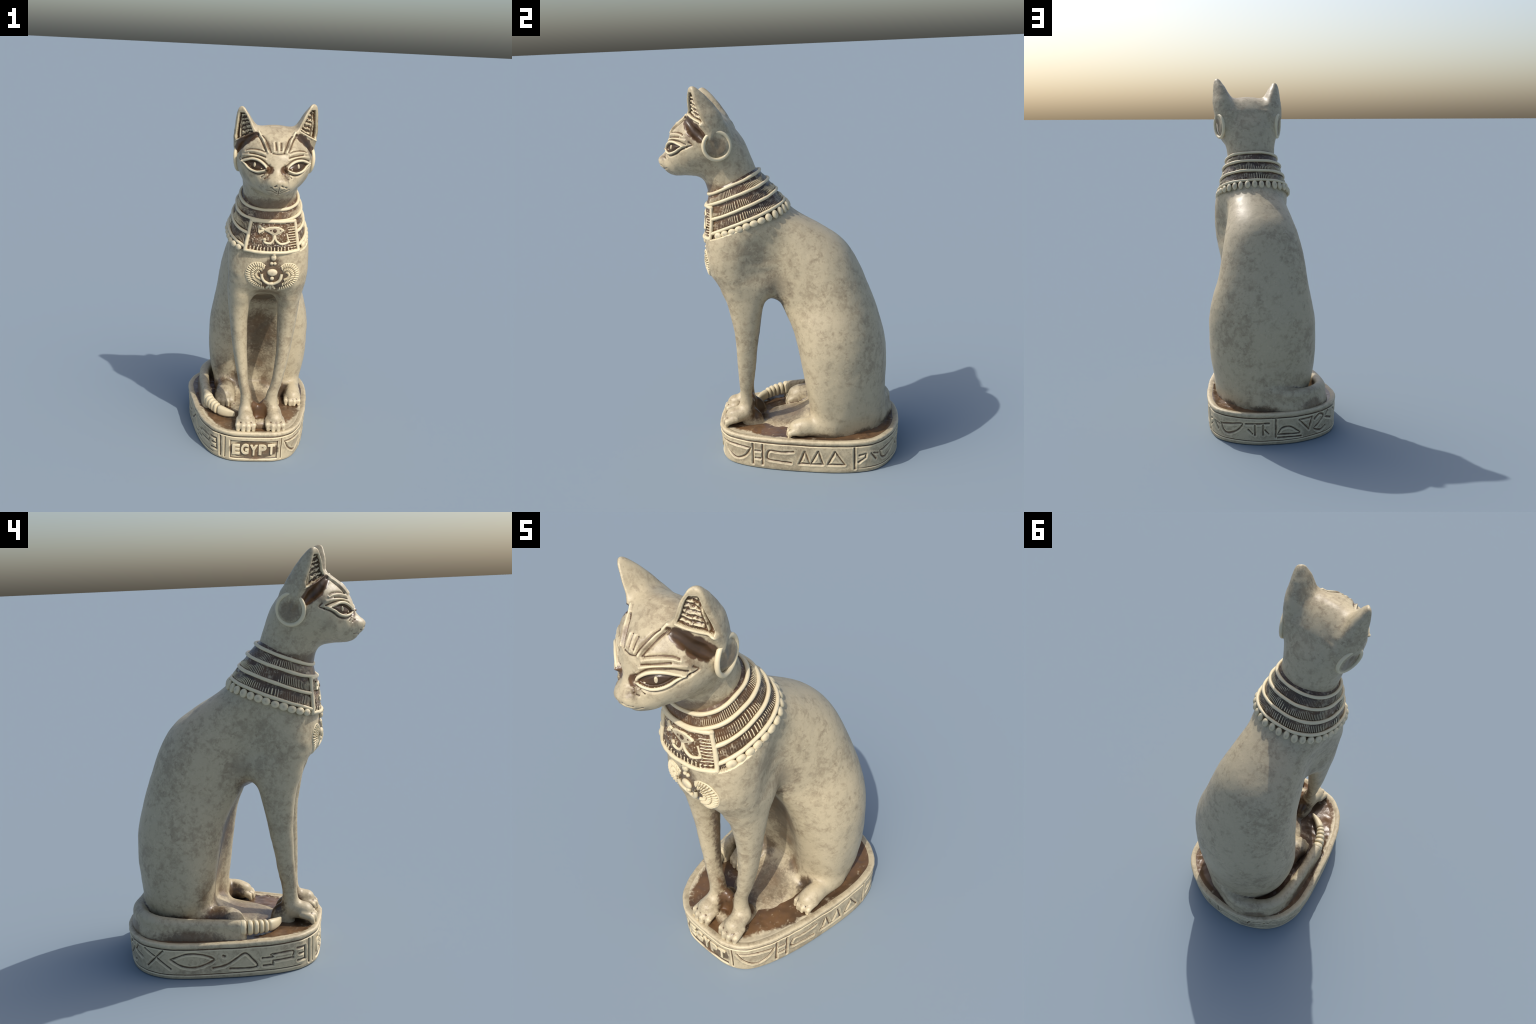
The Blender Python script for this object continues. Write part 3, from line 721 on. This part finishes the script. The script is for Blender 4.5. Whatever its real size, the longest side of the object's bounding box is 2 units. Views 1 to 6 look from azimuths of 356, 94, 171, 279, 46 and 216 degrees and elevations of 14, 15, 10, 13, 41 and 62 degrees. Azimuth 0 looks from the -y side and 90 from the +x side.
def ear(sg, drop, out=0.0, aft=0.0):
    R = np.array(EAR_ROWS); c = np.array((math.sqrt(1-EAR_OUT**2), EAR_OUT)); b = np.array((-EAR_OUT, math.sqrt(1-EAR_OUT**2)))
    def uv(x, y, z):
        tab = lambda k: lerp_tab(z + drop, R[:, 0], R[:, k])
        X = (x - CX)*sg - tab(1) - out; Y = y - tab(2) - aft
        k = c[0]*BACK[1] - c[1]*BACK[0]
        return (X*BACK[1] - Y*BACK[0]) / k, (Y*c[0] - X*c[1]) / k, tab(3), tab(4)
    def f(x, y, z):
        u, v, hl, dp = uv(x, y, z)
        hl = np.maximum(hl, 1e-3); dp = np.maximum(dp, 1e-3)
        d = (np.sqrt((u/hl)**2 + (np.maximum(v, 0)/dp)**2) - 1) * np.minimum(hl, dp)
        return smax(smax(smax(d, -v, 0.012), z + drop - 2.003, 0.02), 1.72 - z, 0.02)
    lo = np.array((-0.02 if sg > 0 else -0.20, -0.47, 1.70)); hi = np.array((0.29 if sg > 0 else 0.11, -0.20, 2.01))
    return f, (lo, hi), uv
EAR_R = ear(1, 0.0, 0.004, 0.005); EAR_L = ear(-1, 0.025)

UPLID = [(.168, 1.708), (.150, 1.717), (.126, 1.727), (.101, 1.727), (.079, 1.719), (.058, 1.702), (.050, 1.686)]
LOWLID = [(.050, 1.686), (.070, 1.676), (.095, 1.669), (.120, 1.673), (.138, 1.683), (.152, 1.697), (.168, 1.708)]
# drawn on both sides of the face: (distance from the middle, height), half width, height of relief
FACE_LINES = [
    (UPLID, .0055, .0060), (LOWLID, .0050, .0055),
    ([(.150, 1.764), (.137, 1.771), (.110, 1.775), (.083, 1.773), (.066, 1.768)], .0040, -.0050),
    ([(.155, 1.756), (.137, 1.763), (.110, 1.765), (.083, 1.762), (.062, 1.756)], .0060, .0040),
    ([(.135, 1.753), (.110, 1.752), (.080, 1.748), (.060, 1.743)], .0035, -.0050),
    ([(.168, 1.738), (.14, 1.744), (.105, 1.744), (.075, 1.738), (.056, 1.732)], .0050, .0030),
    ([(.172, 1.720), (.150, 1.731), (.126, 1.7365), (.102, 1.737), (.078, 1.730), (.055, 1.714), (.040, 1.700)], .0040, -.0065),
    ([(.176, 1.706), (.158, 1.692), (.137, 1.671), (.112, 1.659), (.090, 1.657), (.068, 1.664), (.043, 1.673), (.034, 1.687), (.038, 1.705)], .0050, -.0060),
    ([(.176, 1.706), (.183, 1.716), (.178, 1.730)], .004, -.005),
    ([(.092, 1.856), (.072, 1.825), (.061, 1.803), (.045, 1.766)], .0055, .0065),
    ([(.098, 1.838), (.084, 1.822), (.073, 1.800), (.058, 1.770)], .0048, -.0060),
    ([(.074, 1.838), (.060, 1.826), (.049, 1.803), (.033, 1.768)], .0048, -.0060),
    ([(.050, 1.650), (.062, 1.640)], .004, -.004), ([(.064, 1.658), (.076, 1.646)], .004, -.004), ([(.040, 1.660), (.047, 1.652)], .004, -.004),
]
# single lines, plain x
MID_LINES = [
    ([(.036, 1.812), (.040, 1.781)], .0042, -.0065), ([(.063, 1.812), (.063, 1.779)], .0042, -.0065),
    ([(.025, 1.808), (.029, 1.772)], .006, .003), ([(.050, 1.812), (.051, 1.770)], .006, .003), ([(.076, 1.808), (.073, 1.772)], .006, .003),
    ([(.022, 1.762), (.050, 1.759), (.080, 1.763)], .0040, -.0045),
    ([(.034, 1.607), (.041, 1.612)], .0042, -.0050), ([(.070, 1.612), (.077, 1.607)], .0042, -.0055), ([(.016, 1.600), (.024, 1.598)], .0040, -.0045), ([(.088, 1.606), (.096, 1.601)], .0040, -.0045),
    ([(.056, 1.604), (.056, 1.566)], .0026, -.0022), ([(-.005, 1.584), (.020, 1.583), (.040, 1.574), (.054, 1.566)], .0034, -.0024), ([(.112, 1.590), (.088, 1.584), (.066, 1.573), (.056, 1.566)], .0034, -.0024),
    ([(.030, 1.592), (.046, 1.582)], .003, -.003), ([(.082, 1.594), (.066, 1.584)], .003, -.003),
]

def build_head():
    c = Clay((-0.22, -0.66, 1.36), (0.31, 0.02, 2.02), 0.0036)
    c.add(SKULL, 0.02); c.add(FACE, 0.05)
    for e, sg in ((EAR_R, 1), (EAR_L, -1)):
        c.add(e[:2], 0.045)
        # sheltered gutter between ear and temple, and the root of the ear running down into the earring
        c.cut(chain([(CX+sg*.096, -.452, 1.846), (CX+sg*.120, -.440, 1.836), (CX+sg*.142, -.426, 1.818), (CX+sg*.162, -.408, 1.792), (CX+sg*.176, -.378, 1.765), (CX+sg*.186, -.350, 1.735)], [.005, .011, .015, .020, .021, .012]), 0.012)
        c.add(ellipsoid((CX+sg*0.158, -0.286, 1.707), (0.026, 0.064, 0.066)), 0.015)
        c.cut(ellipsoid((CX+sg*0.201, -0.272, 1.706), (0.020, 0.056, 0.056)), 0.010)
        c.add(chain([(CX+sg*0.198, -0.345, 1.815), (CX+sg*0.192, -0.318, 1.765), (CX+sg*0.180, -0.295, 1.715), (CX+sg*0.168, -0.285, 1.685)], [0.013, 0.012, 0.011, 0.005]), 0.012)
        c.cut(ellipsoid((CX+sg*0.034, -0.572, 1.684), (0.014, 0.012, 0.024)), 0.03)
        c.cut(ellipsoid((CX+sg*0.092, -0.578, 1.648), (0.022, 0.022, 0.030)), 0.04)
    P, F = c.skin()
    soft = (sstep(1.74, 1.82, P[:, 2]) * sstep(0.115, 0.06, np.abs(P[:, 0] - CX)) * sstep(-0.50, -0.44, P[:, 1]))[:, None]
    Q = relax(P, F, 70, 0.7); P = P + soft * (Q - P)
    P, F = subdivide(P, F, 1)
    P = relax(P, F, 1, 0.4)
    N = vnormals(P, F)
    tree = BVHTree.FromPolygons(P.tolist(), F.tolist())
    def snap(x, z):
        h = tree.ray_cast(Vector((x, -1, z)), Vector((0, 1, 0)))
        return np.array(h[0]), np.array(h[1])
    def lift(line):
        q = catmull(line, 5) if len(line) > 2 else np.linspace(line[0], line[1], 6)
        return np.array([snap(x, z)[0] for x, z in q])
    H = np.zeros(len(P)); facing = N[:, 1] < 0.35
    for line, w, amp in [([(CX + sg*l, z) for l, z in ln], w, a_) for ln, w, a_ in FACE_LINES for sg in (1, -1)] + MID_LINES:
        w *= 1.18; amp *= 1.1
        d = stroke_distance(P, lift(line), 3 * w)
        H += np.where(facing, amp * np.exp(-np.where(np.isfinite(d), d, 9) ** 2 / w ** 2), 0)
    eye_v = np.zeros(len(P), int)
    for sg in (1, -1):      # sunk eyeballs
        poly = [(CX + sg*l, z) for l, z in UPLID + LOWLID[1:-1]]
        m = inside(P[:, 0], P[:, 2], poly) & (P[:, 1] < -0.40) & facing
        I = np.nonzero(m)[0]; d = np.minimum(stroke_distance(P[I], lift([(CX+sg*l, z) for l, z in UPLID]), 1), stroke_distance(P[I], lift([(CX+sg*l, z) for l, z in LOWLID]), 1))
        H[I] += -0.0085 * sstep(0.002, 0.008, d) + 0.005 * sstep(0.007, 0.020, d)
        eye_v[I[d > 0.0035]] = 1 if sg > 0 else 2
    P = P + N * H[:, None]
    # hollow fronts of the ears, with ribbed relief inside
    lab = np.zeros(len(F), int)
    for (f, bb, uv), sg, drop, code in ((EAR_R, 1, 0.0, 1), (EAR_L, -1, 0.025, 2)):
        x, y, z = P.T; u, v, hl, dp = uv(x, y, z); zz = z + drop
        foot = 1.838 - 0.030 * np.clip(u / hl, -1.2, 1.2) + (0.0 if sg > 0 else 0.010)
        m = sstep(0, 0.006, hl - 0.015 - np.abs(u)) * sstep(0, 0.006, zz - foot - 0.004) * (v < 0.025) * (v > -0.02) * sstep(1.972, 1.962, zz)
        ribs = 0.5 + 0.5*np.sin((zz + 0.35*u + 0.004*noise3(P, 60, 41) + 0.003*noise3(P, 130, 42)) * 2*math.pi / 0.021)
        rib_on = sstep(hl*0.42, hl*0.30, u) * sstep(-hl + 0.016, -hl + 0.022, u)
        bar = np.exp(-((u - (hl*0.66 - 0.010)) / 0.0055) ** 2) * sstep(1.93, 1.90, zz)
        depth = -0.020 * m + m * (0.0095 * rib_on * ribs + 0.011 * bar)
        depth += 0.004 * np.exp(-((zz - foot) / 0.0045) ** 2) * sstep(0.0, 0.012, hl - 0.004 - np.abs(u)) * (v < 0.02) * (v > -0.02)
        sel = (zz > 1.76) & (np.abs(v) < 0.03)
        back = np.array((-EAR_OUT * sg, math.sqrt(1 - EAR_OUT**2), 0.0))
        P = P - np.where(sel, depth, 0)[:, None] * back
        fm = (m * sel)[F].mean(1)
        lab[fm > 0.4] = 4 if sg > 0 else 5
    P += vnormals(P, F) * (0.0007 * noise3(P, 22, 31) + 0.0004 * noise3(P, 60, 32))[:, None]
    fc = P[F].mean(1); x, y, z = fc.T
    free = lab == 0
    lab[free & (EAR_R[0](x, y, z) < 0.01) & (z > 1.83)] = 1
    lab[free & (EAR_L[0](x, y, z) < 0.01) & (z > 1.83)] = 2
    lab[(z < 1.56 - 0.4*(y + 0.25)) & (y > -0.40) & (z < 1.6)] = 3
    for k in (1, 2): lab[np.all(eye_v[F] == k, axis=1)] = 5 + k
    parts = split_parts(P, F, lab, ["head", "ear", "ear", "neck", "inner_ear", "inner_ear", "eye", "eye"], [M_HEAD]*4 + [M_INNER]*2 + [M_EYE]*2, root)
    for k in (0, 1): parts["inner_ear"][k].parent = parts["ear"][k]
    # eyelids, pupils
    flat_tree = tree
    tree = BVHTree.FromPolygons(P.tolist(), F.tolist())
    for sg in (1, -1):
        for lid, r0 in ((UPLID, 0.0062), (LOWLID, 0.0054)):
            q = catmull(lid, 9); t = np.linspace(0, 1, len(q)); pts = []
            for l, z in q:
                h = flat_tree.ray_cast(Vector((CX + sg*l, -1, z)), Vector((0, 1, 0))); pts.append(np.array(h[0]) + 0.0030*np.array(h[1]))
            Pt, Ft = tube(np.array(pts), r0 * (0.35 + 0.65*np.sin(np.pi*np.clip(t*0.96 + 0.02, 0, 1))**0.5), 12)
            put("eyelid", new_mesh("eyelid", Pt, Ft), M_RAISED, parts["head"][0])
        h = tree.ray_cast(Vector((CX + sg*0.108, -1, 1.698)), Vector((0, 1, 0)))
        M = frame_at(np.array(h[1])); eye = parts["eye"][0 if sg > 0 else 1]; eye.parent = parts["head"][0]
        Pb, Fb = ball((0.0065, 0.0115, 0.0050), 16)
        put("pupil", new_mesh("pupil", Pb @ M.T + np.array(h[0]) + 0.001*M[:, 2] + 0.003*M[:, 1], Fb), M_RAISED, parts["head"][0])
        h = tree.ray_cast(Vector((CX + sg*0.075, -1, 1.686)), Vector((0, 1, 0)))
        Pb, Fb = ball((0.0045, 0.0035, 0.0030), 10)
        put("corner_highlight_bead", new_mesh("corner_highlight_bead", Pb @ frame_at(np.array(h[1])).T + np.array(h[0]), Fb), M_RAISED, parts["head"][0])  # small pale ball modelling the highlight at the eye's inner corner
    return parts
head = build_head()

# ------------------------------------------------------------------ earrings
def build_earrings():
    for sg in (1, -1):
        c = np.array((CX + sg*0.180, -0.284, 1.708)); n = np.array((sg*0.945, 0.32, -0.05)); n /= np.linalg.norm(n)
        u = np.cross(n, (0, 0, 1)); u /= np.linalg.norm(u); v = np.cross(u, n)
        a = np.linspace(0, 2*math.pi, 96, endpoint=False)
        path = c + 0.066*np.cos(a)[:, None]*u + 0.068*np.sin(a)[:, None]*v
        P, F = tube(path, 0.0095, 16, True)
        put("earring", new_mesh("earring", P, F), M_RAISED, root)
build_earrings()

# ------------------------------------------------------------------ collar
def wobble(path, amp, scale, seed):
    return path + amp * np.stack([noise3(path, scale, seed + k) for k in range(3)], 1)

PANEL = dict(top=1.388, low=1.231, x_top=(-0.056, 0.167), x_low=(-0.083, 0.194))
def panel_x(p, q):
    a = PANEL["x_top"][0]*(1-q) + PANEL["x_low"][0]*q; b = PANEL["x_top"][1]*(1-q) + PANEL["x_low"][1]*q
    return a*(1-p) + b*p
def panel_z(p, q): return PANEL["top"]*(1-q) + (PANEL["low"] - 0.006*np.sin(math.pi*p))*q

def build_collar():
    rng = np.random.default_rng(5)
    n = 1000
    a = np.linspace(0, 2*math.pi, n, endpoint=False)
    rows = np.linspace(-0.35, 4.25, 150)
    T, A = np.meshgrid(rows, a, indexing='ij')
    P0 = collar_point(T, A, 0.0).reshape(-1, 3)
    fr = T - np.floor(T)
    ribs = np.maximum(0, np.sin(A*125 + 2.0*np.floor(T) + 1.5*noise3(P0, 6, 51).reshape(T.shape)))
    on = sstep(0.25, 0.45, fr + 0.15*noise3(P0, 30, 54).reshape(T.shape)) * sstep(0.92, 0.76, fr) * (0.06 + 0.94*sstep(-0.05, 0.40, noise3(P0 * np.array((1, 1, 2.5)), 11, 52).reshape(T.shape))) * (T > 0) * (T < 3)
    lumps = 0.0015 * noise3(P0, 60, 53).reshape(T.shape)
    P = collar_point(T, A, -0.008 + 0.0075*ribs*on + lumps - 0.035*np.clip(-0.05 - T, 0, 1) - 0.02*sstep(3.9, 4.25, T))
    P = P.reshape(-1, 3)
    i = np.arange(len(rows)-1)[:, None]; j = np.arange(n)[None]; j2 = (j+1) % n
    F = np.stack(np.broadcast_arrays(i*n+j, (i+1)*n+j, (i+1)*n+j2, i*n+j2), -1).reshape(-1, 4)
    band = put("collar", new_mesh("collar_band", P, F), M_BAND, root)
    # rings; the two lower ones stop at the breast panel
    for k in range(4):
        th = np.linspace(0, 2*math.pi, 520, endpoint=False)
        closed = k < 2
        if not closed:
            q = {2: 0.47, 3: 0.93}[k]
            th = np.linspace(-math.pi, math.pi, 4000); X = collar_point(np.full(4000, float(k)), th)[:, 0]
            fr_ = np.abs(th) < 1.4
            t1 = th[fr_][np.argmin(np.abs(X[fr_] - panel_x(1.0, q)))]; t0 = th[fr_][np.argmin(np.abs(X[fr_] - panel_x(0.0, q)))]
            th = np.linspace(t1, t0 + 2*math.pi, 460)
        path = collar_point(np.full(len(th), float(k)), th, -0.003)
        if k == 3: path[:, 2] -= 0.006*np.exp(-((th - th[0]) / 0.25)**2) + 0.006*np.exp(-((th - th[-1]) / 0.25)**2)
        path = wobble(path, 0.0016, 18, 60 + k)
        r = 0.0082 + 0.0012 * noise3(path, 25, 70 + k)
        P, F = tube(path, r, 14, closed)
        put("collar_ring", new_mesh("collar_ring", P, F), M_RAISED, band)
    # fringe of flattened beads
    th = np.linspace(-math.pi, math.pi, 3000); C = collar_point(np.full(3000, 3.66), th, -0.001)
    lo = np.argmin(np.abs(C[:, 0] - 0.215) + 9*(np.abs(th) > 1.4)); hi = np.argmin(np.abs(C[:, 0] + 0.105) + 9*(np.abs(th) > 1.4))
    th = np.linspace(th[lo], th[hi] + 2*math.pi, 4000); C = collar_point(np.full(4000, 3.66), th, -0.001)
    L = np.r_[0, np.cumsum(np.linalg.norm(np.diff(C, axis=0), axis=1))]
    count = 27
    Pb, Fb = ball((1, 1, 1), 14); me = new_mesh("collar_bead", Pb, Fb); me.materials.append(M_RAISED)
    for k in range(count):
        sp = L[-1] * (k + 0.5) / count
        t = np.interp(sp, L, th); p = collar_point(np.array(3.66), np.array(t), 0.0)
        e1 = collar_point(np.array(3.66), np.array(t + 0.02)) - p; e2 = collar_point(np.array(3.0), np.array(t)) - p
        n_ = np.cross(e1, e2); n_ /= np.linalg.norm(n_); e2 = e2 - n_*(e2 @ n_); e2 /= np.linalg.norm(e2); e1 = np.cross(e2, n_)
        back = sstep(-0.1, 0.03, p[1])
        w = L[-1]/count*0.5*(1.04 - 0.25*back)*rng.uniform(0.9, 1.05); h = (0.0178 + 0.006*back)*rng.uniform(0.92, 1.08)
        ob = put("collar_bead", me, None, band)
        ob.matrix_local = Matrix(np.vstack([np.hstack([np.stack([e1*w, e2*h, n_*0.0125], 1), (p + rng.normal(0, 0.0012, 3))[:, None]]), [0, 0, 0, 1]]).tolist())
    return band, (collar_point(T, A, -0.006).reshape(-1, 3), np.stack(np.broadcast_arrays(i*n+j, (i+1)*n+j, (i+1)*n+j2, i*n+j2), -1).reshape(-1, 4))
collar, band_skin = build_collar()

def chest_map():
    """smooth front surface of chest and collar: y as a fitted function of x and z"""
    P1, F1 = chest_skin; P2, F2 = band_skin
    sel = P2[F2].mean(1)[:, 1] < -0.2
    tree = BVHTree.FromPolygons(np.vstack([P1, P2]).tolist(), np.vstack([F1, F2[sel] + len(P1)]).tolist())
    def y_at(x, z):
        h = tree.ray_cast(Vector((x, -1, z)), Vector((0, 1, 0)))
        return h[0][1] if h[0] else np.nan
    return y_at
y_at = chest_map()

class Patch:
    """a smooth piece of breast surface; points are given as (x, z) and stand 'out' proud"""
    def __init__(self, x0, x1, z0, z1, deg=4):
        X, Z = np.meshgrid(np.linspace(x0, x1, 25), np.linspace(z0, z1, 25)); Y = np.array([y_at(a, b) for a, b in zip(X.ravel(), Z.ravel())])
        self.c = ((x0+x1)/2, (z0+z1)/2, (x1-x0)/2, (z1-z0)/2); self.deg = deg
        ok = np.isfinite(Y)
        self.w = np.linalg.lstsq(self.basis(X.ravel()[ok], Z.ravel()[ok]), Y[ok], rcond=None)[0]
    def basis(self, x, z):
        u = (x - self.c[0]) / self.c[2]; v = (z - self.c[1]) / self.c[3]
        return np.stack([u**i * v**j for i in range(self.deg+1) for j in range(self.deg+1-i)], -1)
    def y(self, x, z): return self.basis(np.asarray(x, float), np.asarray(z, float)) @ self.w
    def normal(self, x, z):
        e = 1e-3; gx = (self.y(x+e, z) - self.y(x-e, z)) / (2*e); gz = (self.y(x, z+e) - self.y(x, z-e)) / (2*e)
        n = np.stack([gx, -np.ones_like(gx), gz], -1)
        return n / np.linalg.norm(n, axis=-1, keepdims=True)
    def at(self, x, z, out=0.0):
        x = np.asarray(x, float); z = np.asarray(z, float)
        return np.stack([x, self.y(x, z), z], -1) + self.normal(x, z) * np.asarray(out)[..., None]

def slab(patch, poly, base, height, name, mat, parent, rings=7):
    """low rounded plaque with the outline poly [(x, z)]"""
    poly = catmull(poly, 8, True); c = poly.mean(0); P = []; n = len(poly)
    for k in range(rings + 1):
        t = k / rings; sc = 1 - t**1.6 * 0.98; out = base + height * math.sqrt(1 - (1 - min(1, t*2.5))**2)
        q = c + (poly - c) * sc
        P.append(patch.at(q[:, 0], q[:, 1], np.full(n, out if k else base)))
    P = np.concatenate(P); i = np.arange(rings)[:, None]; j = np.arange(n)[None]; j2 = (j+1) % n
    F = np.stack(np.broadcast_arrays(i*n+j, i*n+j2, (i+1)*n+j2, (i+1)*n+j), -1).reshape(-1, 4)
    area = np.sum(poly[:, 0]*np.roll(poly[:, 1], -1) - np.roll(poly[:, 0], -1)*poly[:, 1])
    return put(name, new_mesh(name, P, F if area > 0 else F[:, ::-1]), mat, parent)

def cord(patch, line, out, r, name, mat, parent, closed=False):
    q = catmull(line, 10, closed)
    path = patch.at(q[:, 0], q[:, 1], np.full(len(q), out))
    path = wobble(path, 0.0012, 40, 130)
    P, F = tube(path, r * (1 + 0.14*noise3(path, 45, 131)), 12, closed)
    if not closed:      # rounded ends
        pass
    return put(name, new_mesh(name, P, F), mat, parent)

def bead_on(patch, x, z, r, out, name, mat, parent, turn=0.0, me=None):
    M = frame_at(patch.normal(np.array(x), np.array(z))); c, s_ = math.cos(turn), math.sin(turn)
    M = M @ np.array([[c, -s_, 0], [s_, c, 0], [0, 0, 1]])
    if me is None:
        P, F = ball((1, 1, 1), 16); me = new_mesh(name, P, F)
    ob = put(name, me, mat, parent)
    ob.matrix_local = Matrix(np.vstack([np.hstack([M * np.array(r), patch.at(np.array(x), np.array(z), np.array(out))[:, None]]), [0, 0, 0, 1]]).tolist())
    return ob

def build_panel():
    pt = Patch(-0.09, 0.20, 1.22, 1.40)
    nu, nv = 190, 130
    p, q = np.meshgrid(np.linspace(0, 1, nu), np.linspace(0, 1, nv), indexing='ij')
    X, Z = panel_x(p, q), panel_z(p, q)
    hatch_r = sstep(0.80, 0.86, p) * sstep(0.12, 0.18, q); hatch_b = sstep(0.80, 0.86, q)
    rel = 0.0030 * hatch_r * np.sin(q * 75) + 0.0030 * hatch_b * np.sin(p * 95)
    flat = np.stack([X.ravel(), 0*X.ravel(), Z.ravel()], 1)
    rel += (0.0028 * noise3(flat, 55, 81) + 0.0016 * noise3(flat, 130, 82)).reshape(X.shape)
    P = pt.at(X, Z, 0.004 + rel).reshape(-1, 3)
    i = np.arange(nu-1)[:, None]; j = np.arange(nv-1)[None]
    F = np.stack(np.broadcast_arrays(i*nv+j, i*nv+j+1, (i+1)*nv+j+1, (i+1)*nv+j), -1).reshape(-1, 4)
    panel = put("breast_panel", new_mesh("breast_panel", P, F), M_BAND, root)
    e = np.linspace(0, 1, 14)
    for ps, qs, r in ((e, e*0, 0.009), (e, e*0+1, 0.0085), (e*0, e, 0.0095), (e*0+1, e, 0.0095)):
        line = np.stack([panel_x(ps, qs), panel_z(ps, qs)], 1)
        cord(pt, line, 0.005, r, "panel_frame", M_RAISED, panel)
    for ps, qs in ((0, 0), (1, 0), (0, 1), (1, 1)):
        bead_on(pt, float(panel_x(ps, qs)), float(panel_z(ps, qs)), (0.0105, 0.0105, 0.0105), 0.004, "panel_corner", M_RAISED, panel)
    # the sacred eye
    eye = slab(pt, [(.006, 1.344), (.026, 1.357), (.050, 1.363), (.080, 1.362), (.102, 1.353), (.114, 1.342), (.101, 1.331), (.085, 1.323), (.066, 1.315), (.050, 1.320), (.032, 1.330)], 0.002, 0.0085, "eye_symbol", M_RAISED, panel)
    bead_on(pt, .064, 1.341, (.0105, .0105, .0035), 0.0105, "eye_symbol_iris", M_EYE, panel)
    bead_on(pt, .044, 1.342, (.0055, .0045, .003), 0.0100, "eye_symbol_iris", M_EYE, panel)
    bead_on(pt, .092, 1.342, (.0045, .0035, .003), 0.0100, "eye_symbol_iris", M_EYE, panel)
    for line, r in (([(.010, 1.345), (-.004, 1.354), (-.017, 1.366)], .007), ([(.010, 1.343), (-.004, 1.336), (-.017, 1.327)], .007), ([(-.016, 1.364), (-.018, 1.345), (-.016, 1.328)], .004),
                    ([(.062, 1.318), (.060, 1.298), (.048, 1.277), (.028, 1.274), (.012, 1.282), (.014, 1.294)], .006), ([(.064, 1.318), (.074, 1.289), (.098, 1.272), (.122, 1.274), (.144, 1.282)], .006),
                    ([(.126, 1.328), (.137, 1.288)], .0045)):
        cord(pt, line, 0.005, r, "eye_symbol_stroke", M_RAISED, panel)
    bead_on(pt, .013, 1.293, (.009, .009, .007), 0.006, "eye_symbol_stroke", M_RAISED, panel)
    return panel
panel = build_panel()

def build_pendant():
    pt = Patch(-0.10, 0.23, 0.985, 1.225, 5)
    XM = 0.065
    pend = cord(pt, [(.007, 1.110), (.012, 1.083), (.030, 1.062), (.059, 1.051), (.088, 1.062), (.106, 1.083), (.112, 1.112)], 0.004, .0078, "pendant", M_RAISED, root)
    bead_on(pt, .063, 1.118, (.027, .0195, .012), 0.004, "sun_disc", M_RAISED, pend)
    cord(pt, [(.065, 1.228), (.066, 1.214)], 0.006, .008, "pendant_link", M_RAISED, pend)
    bead_on(pt, .066, 1.199, (.0145, .0165, .012), 0.004, "pendant_bead", M_RAISED, pend)
    bead_on(pt, .057, 1.166, (.009, .0085, .009), 0.003, "pendant_bead", M_RAISED, pend); bead_on(pt, .074, 1.166, (.009, .0085, .009), 0.003, "pendant_bead", M_RAISED, pend)
    bead_on(pt, .063, 1.085, (.0105, .0105, .010), 0.003, "scarab_head", M_RAISED, pend)
    bead_on(pt, .060, 1.052, (.022, .011, .010), 0.003, "scarab_body", M_RAISED, pend)
    for dx, tr in ((-.016, .45), (0, 0), (.016, -.45)):
        bead_on(pt, .060 + dx, 1.024 + abs(dx)*0.2, (.007, .018, .006), 0.002, "tail_feather", M_RAISED, pend, -tr)
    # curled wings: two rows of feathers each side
    rim = catmull([(.024, 1.150), (.002, 1.165), (-.033, 1.166), (-.062, 1.146), (-.076, 1.112), (-.068, 1.073), (-.042, 1.042), (-.002, 1.018), (.030, 1.008)], 30)
    L = np.r_[0, np.cumsum(np.linalg.norm(np.diff(rim, axis=0), axis=1))]
    hub = np.array((0.010, 1.096))
    Pb, Fb = ball((1, 1, 1), 10); me = new_mesh("feather", Pb, Fb); me.materials.append(M_RAISED)
    rng = np.random.default_rng(9)
    for sg in (1, -1):
        for depth, count, ln, s0, s1 in ((0.012, 22, .0135, 0.0, 1.0), (0.035, 17, .0110, 0.06, 0.95), (0.054, 11, .0085, 0.2, 0.85)):
            for k in range(count):
                s_ = L[-1] * (s0 + (s1-s0)*(k + 0.5)/count)
                p = np.array([np.interp(s_, L, rim[:, 0]), np.interp(s_, L, rim[:, 1])]); d = hub - p; dl = np.linalg.norm(d); d /= dl
                if depth > dl - 0.006: continue
                c = p + d*depth
                x = c[0] if sg > 0 else 2*XM - c[0]; dx = d[0]*sg
                wd = L[-1]*(s1-s0)/count*0.5*(1 - depth/dl)*0.86
                bead_on(pt, float(x), float(c[1]), (max(wd, .0026)*rng.uniform(.9, 1.08), ln*rng.uniform(.92, 1.05), .0072), 0.001, "feather", None, pend, math.atan2(-dx, d[1]), me)
        line = rim if sg > 0 else np.stack([2*XM - rim[:, 0], rim[:, 1]], 1)
        cord(pt, line[::15], 0.000, .003, "wing_edge", M_RAISED, pend)
    return pend
build_pendant()
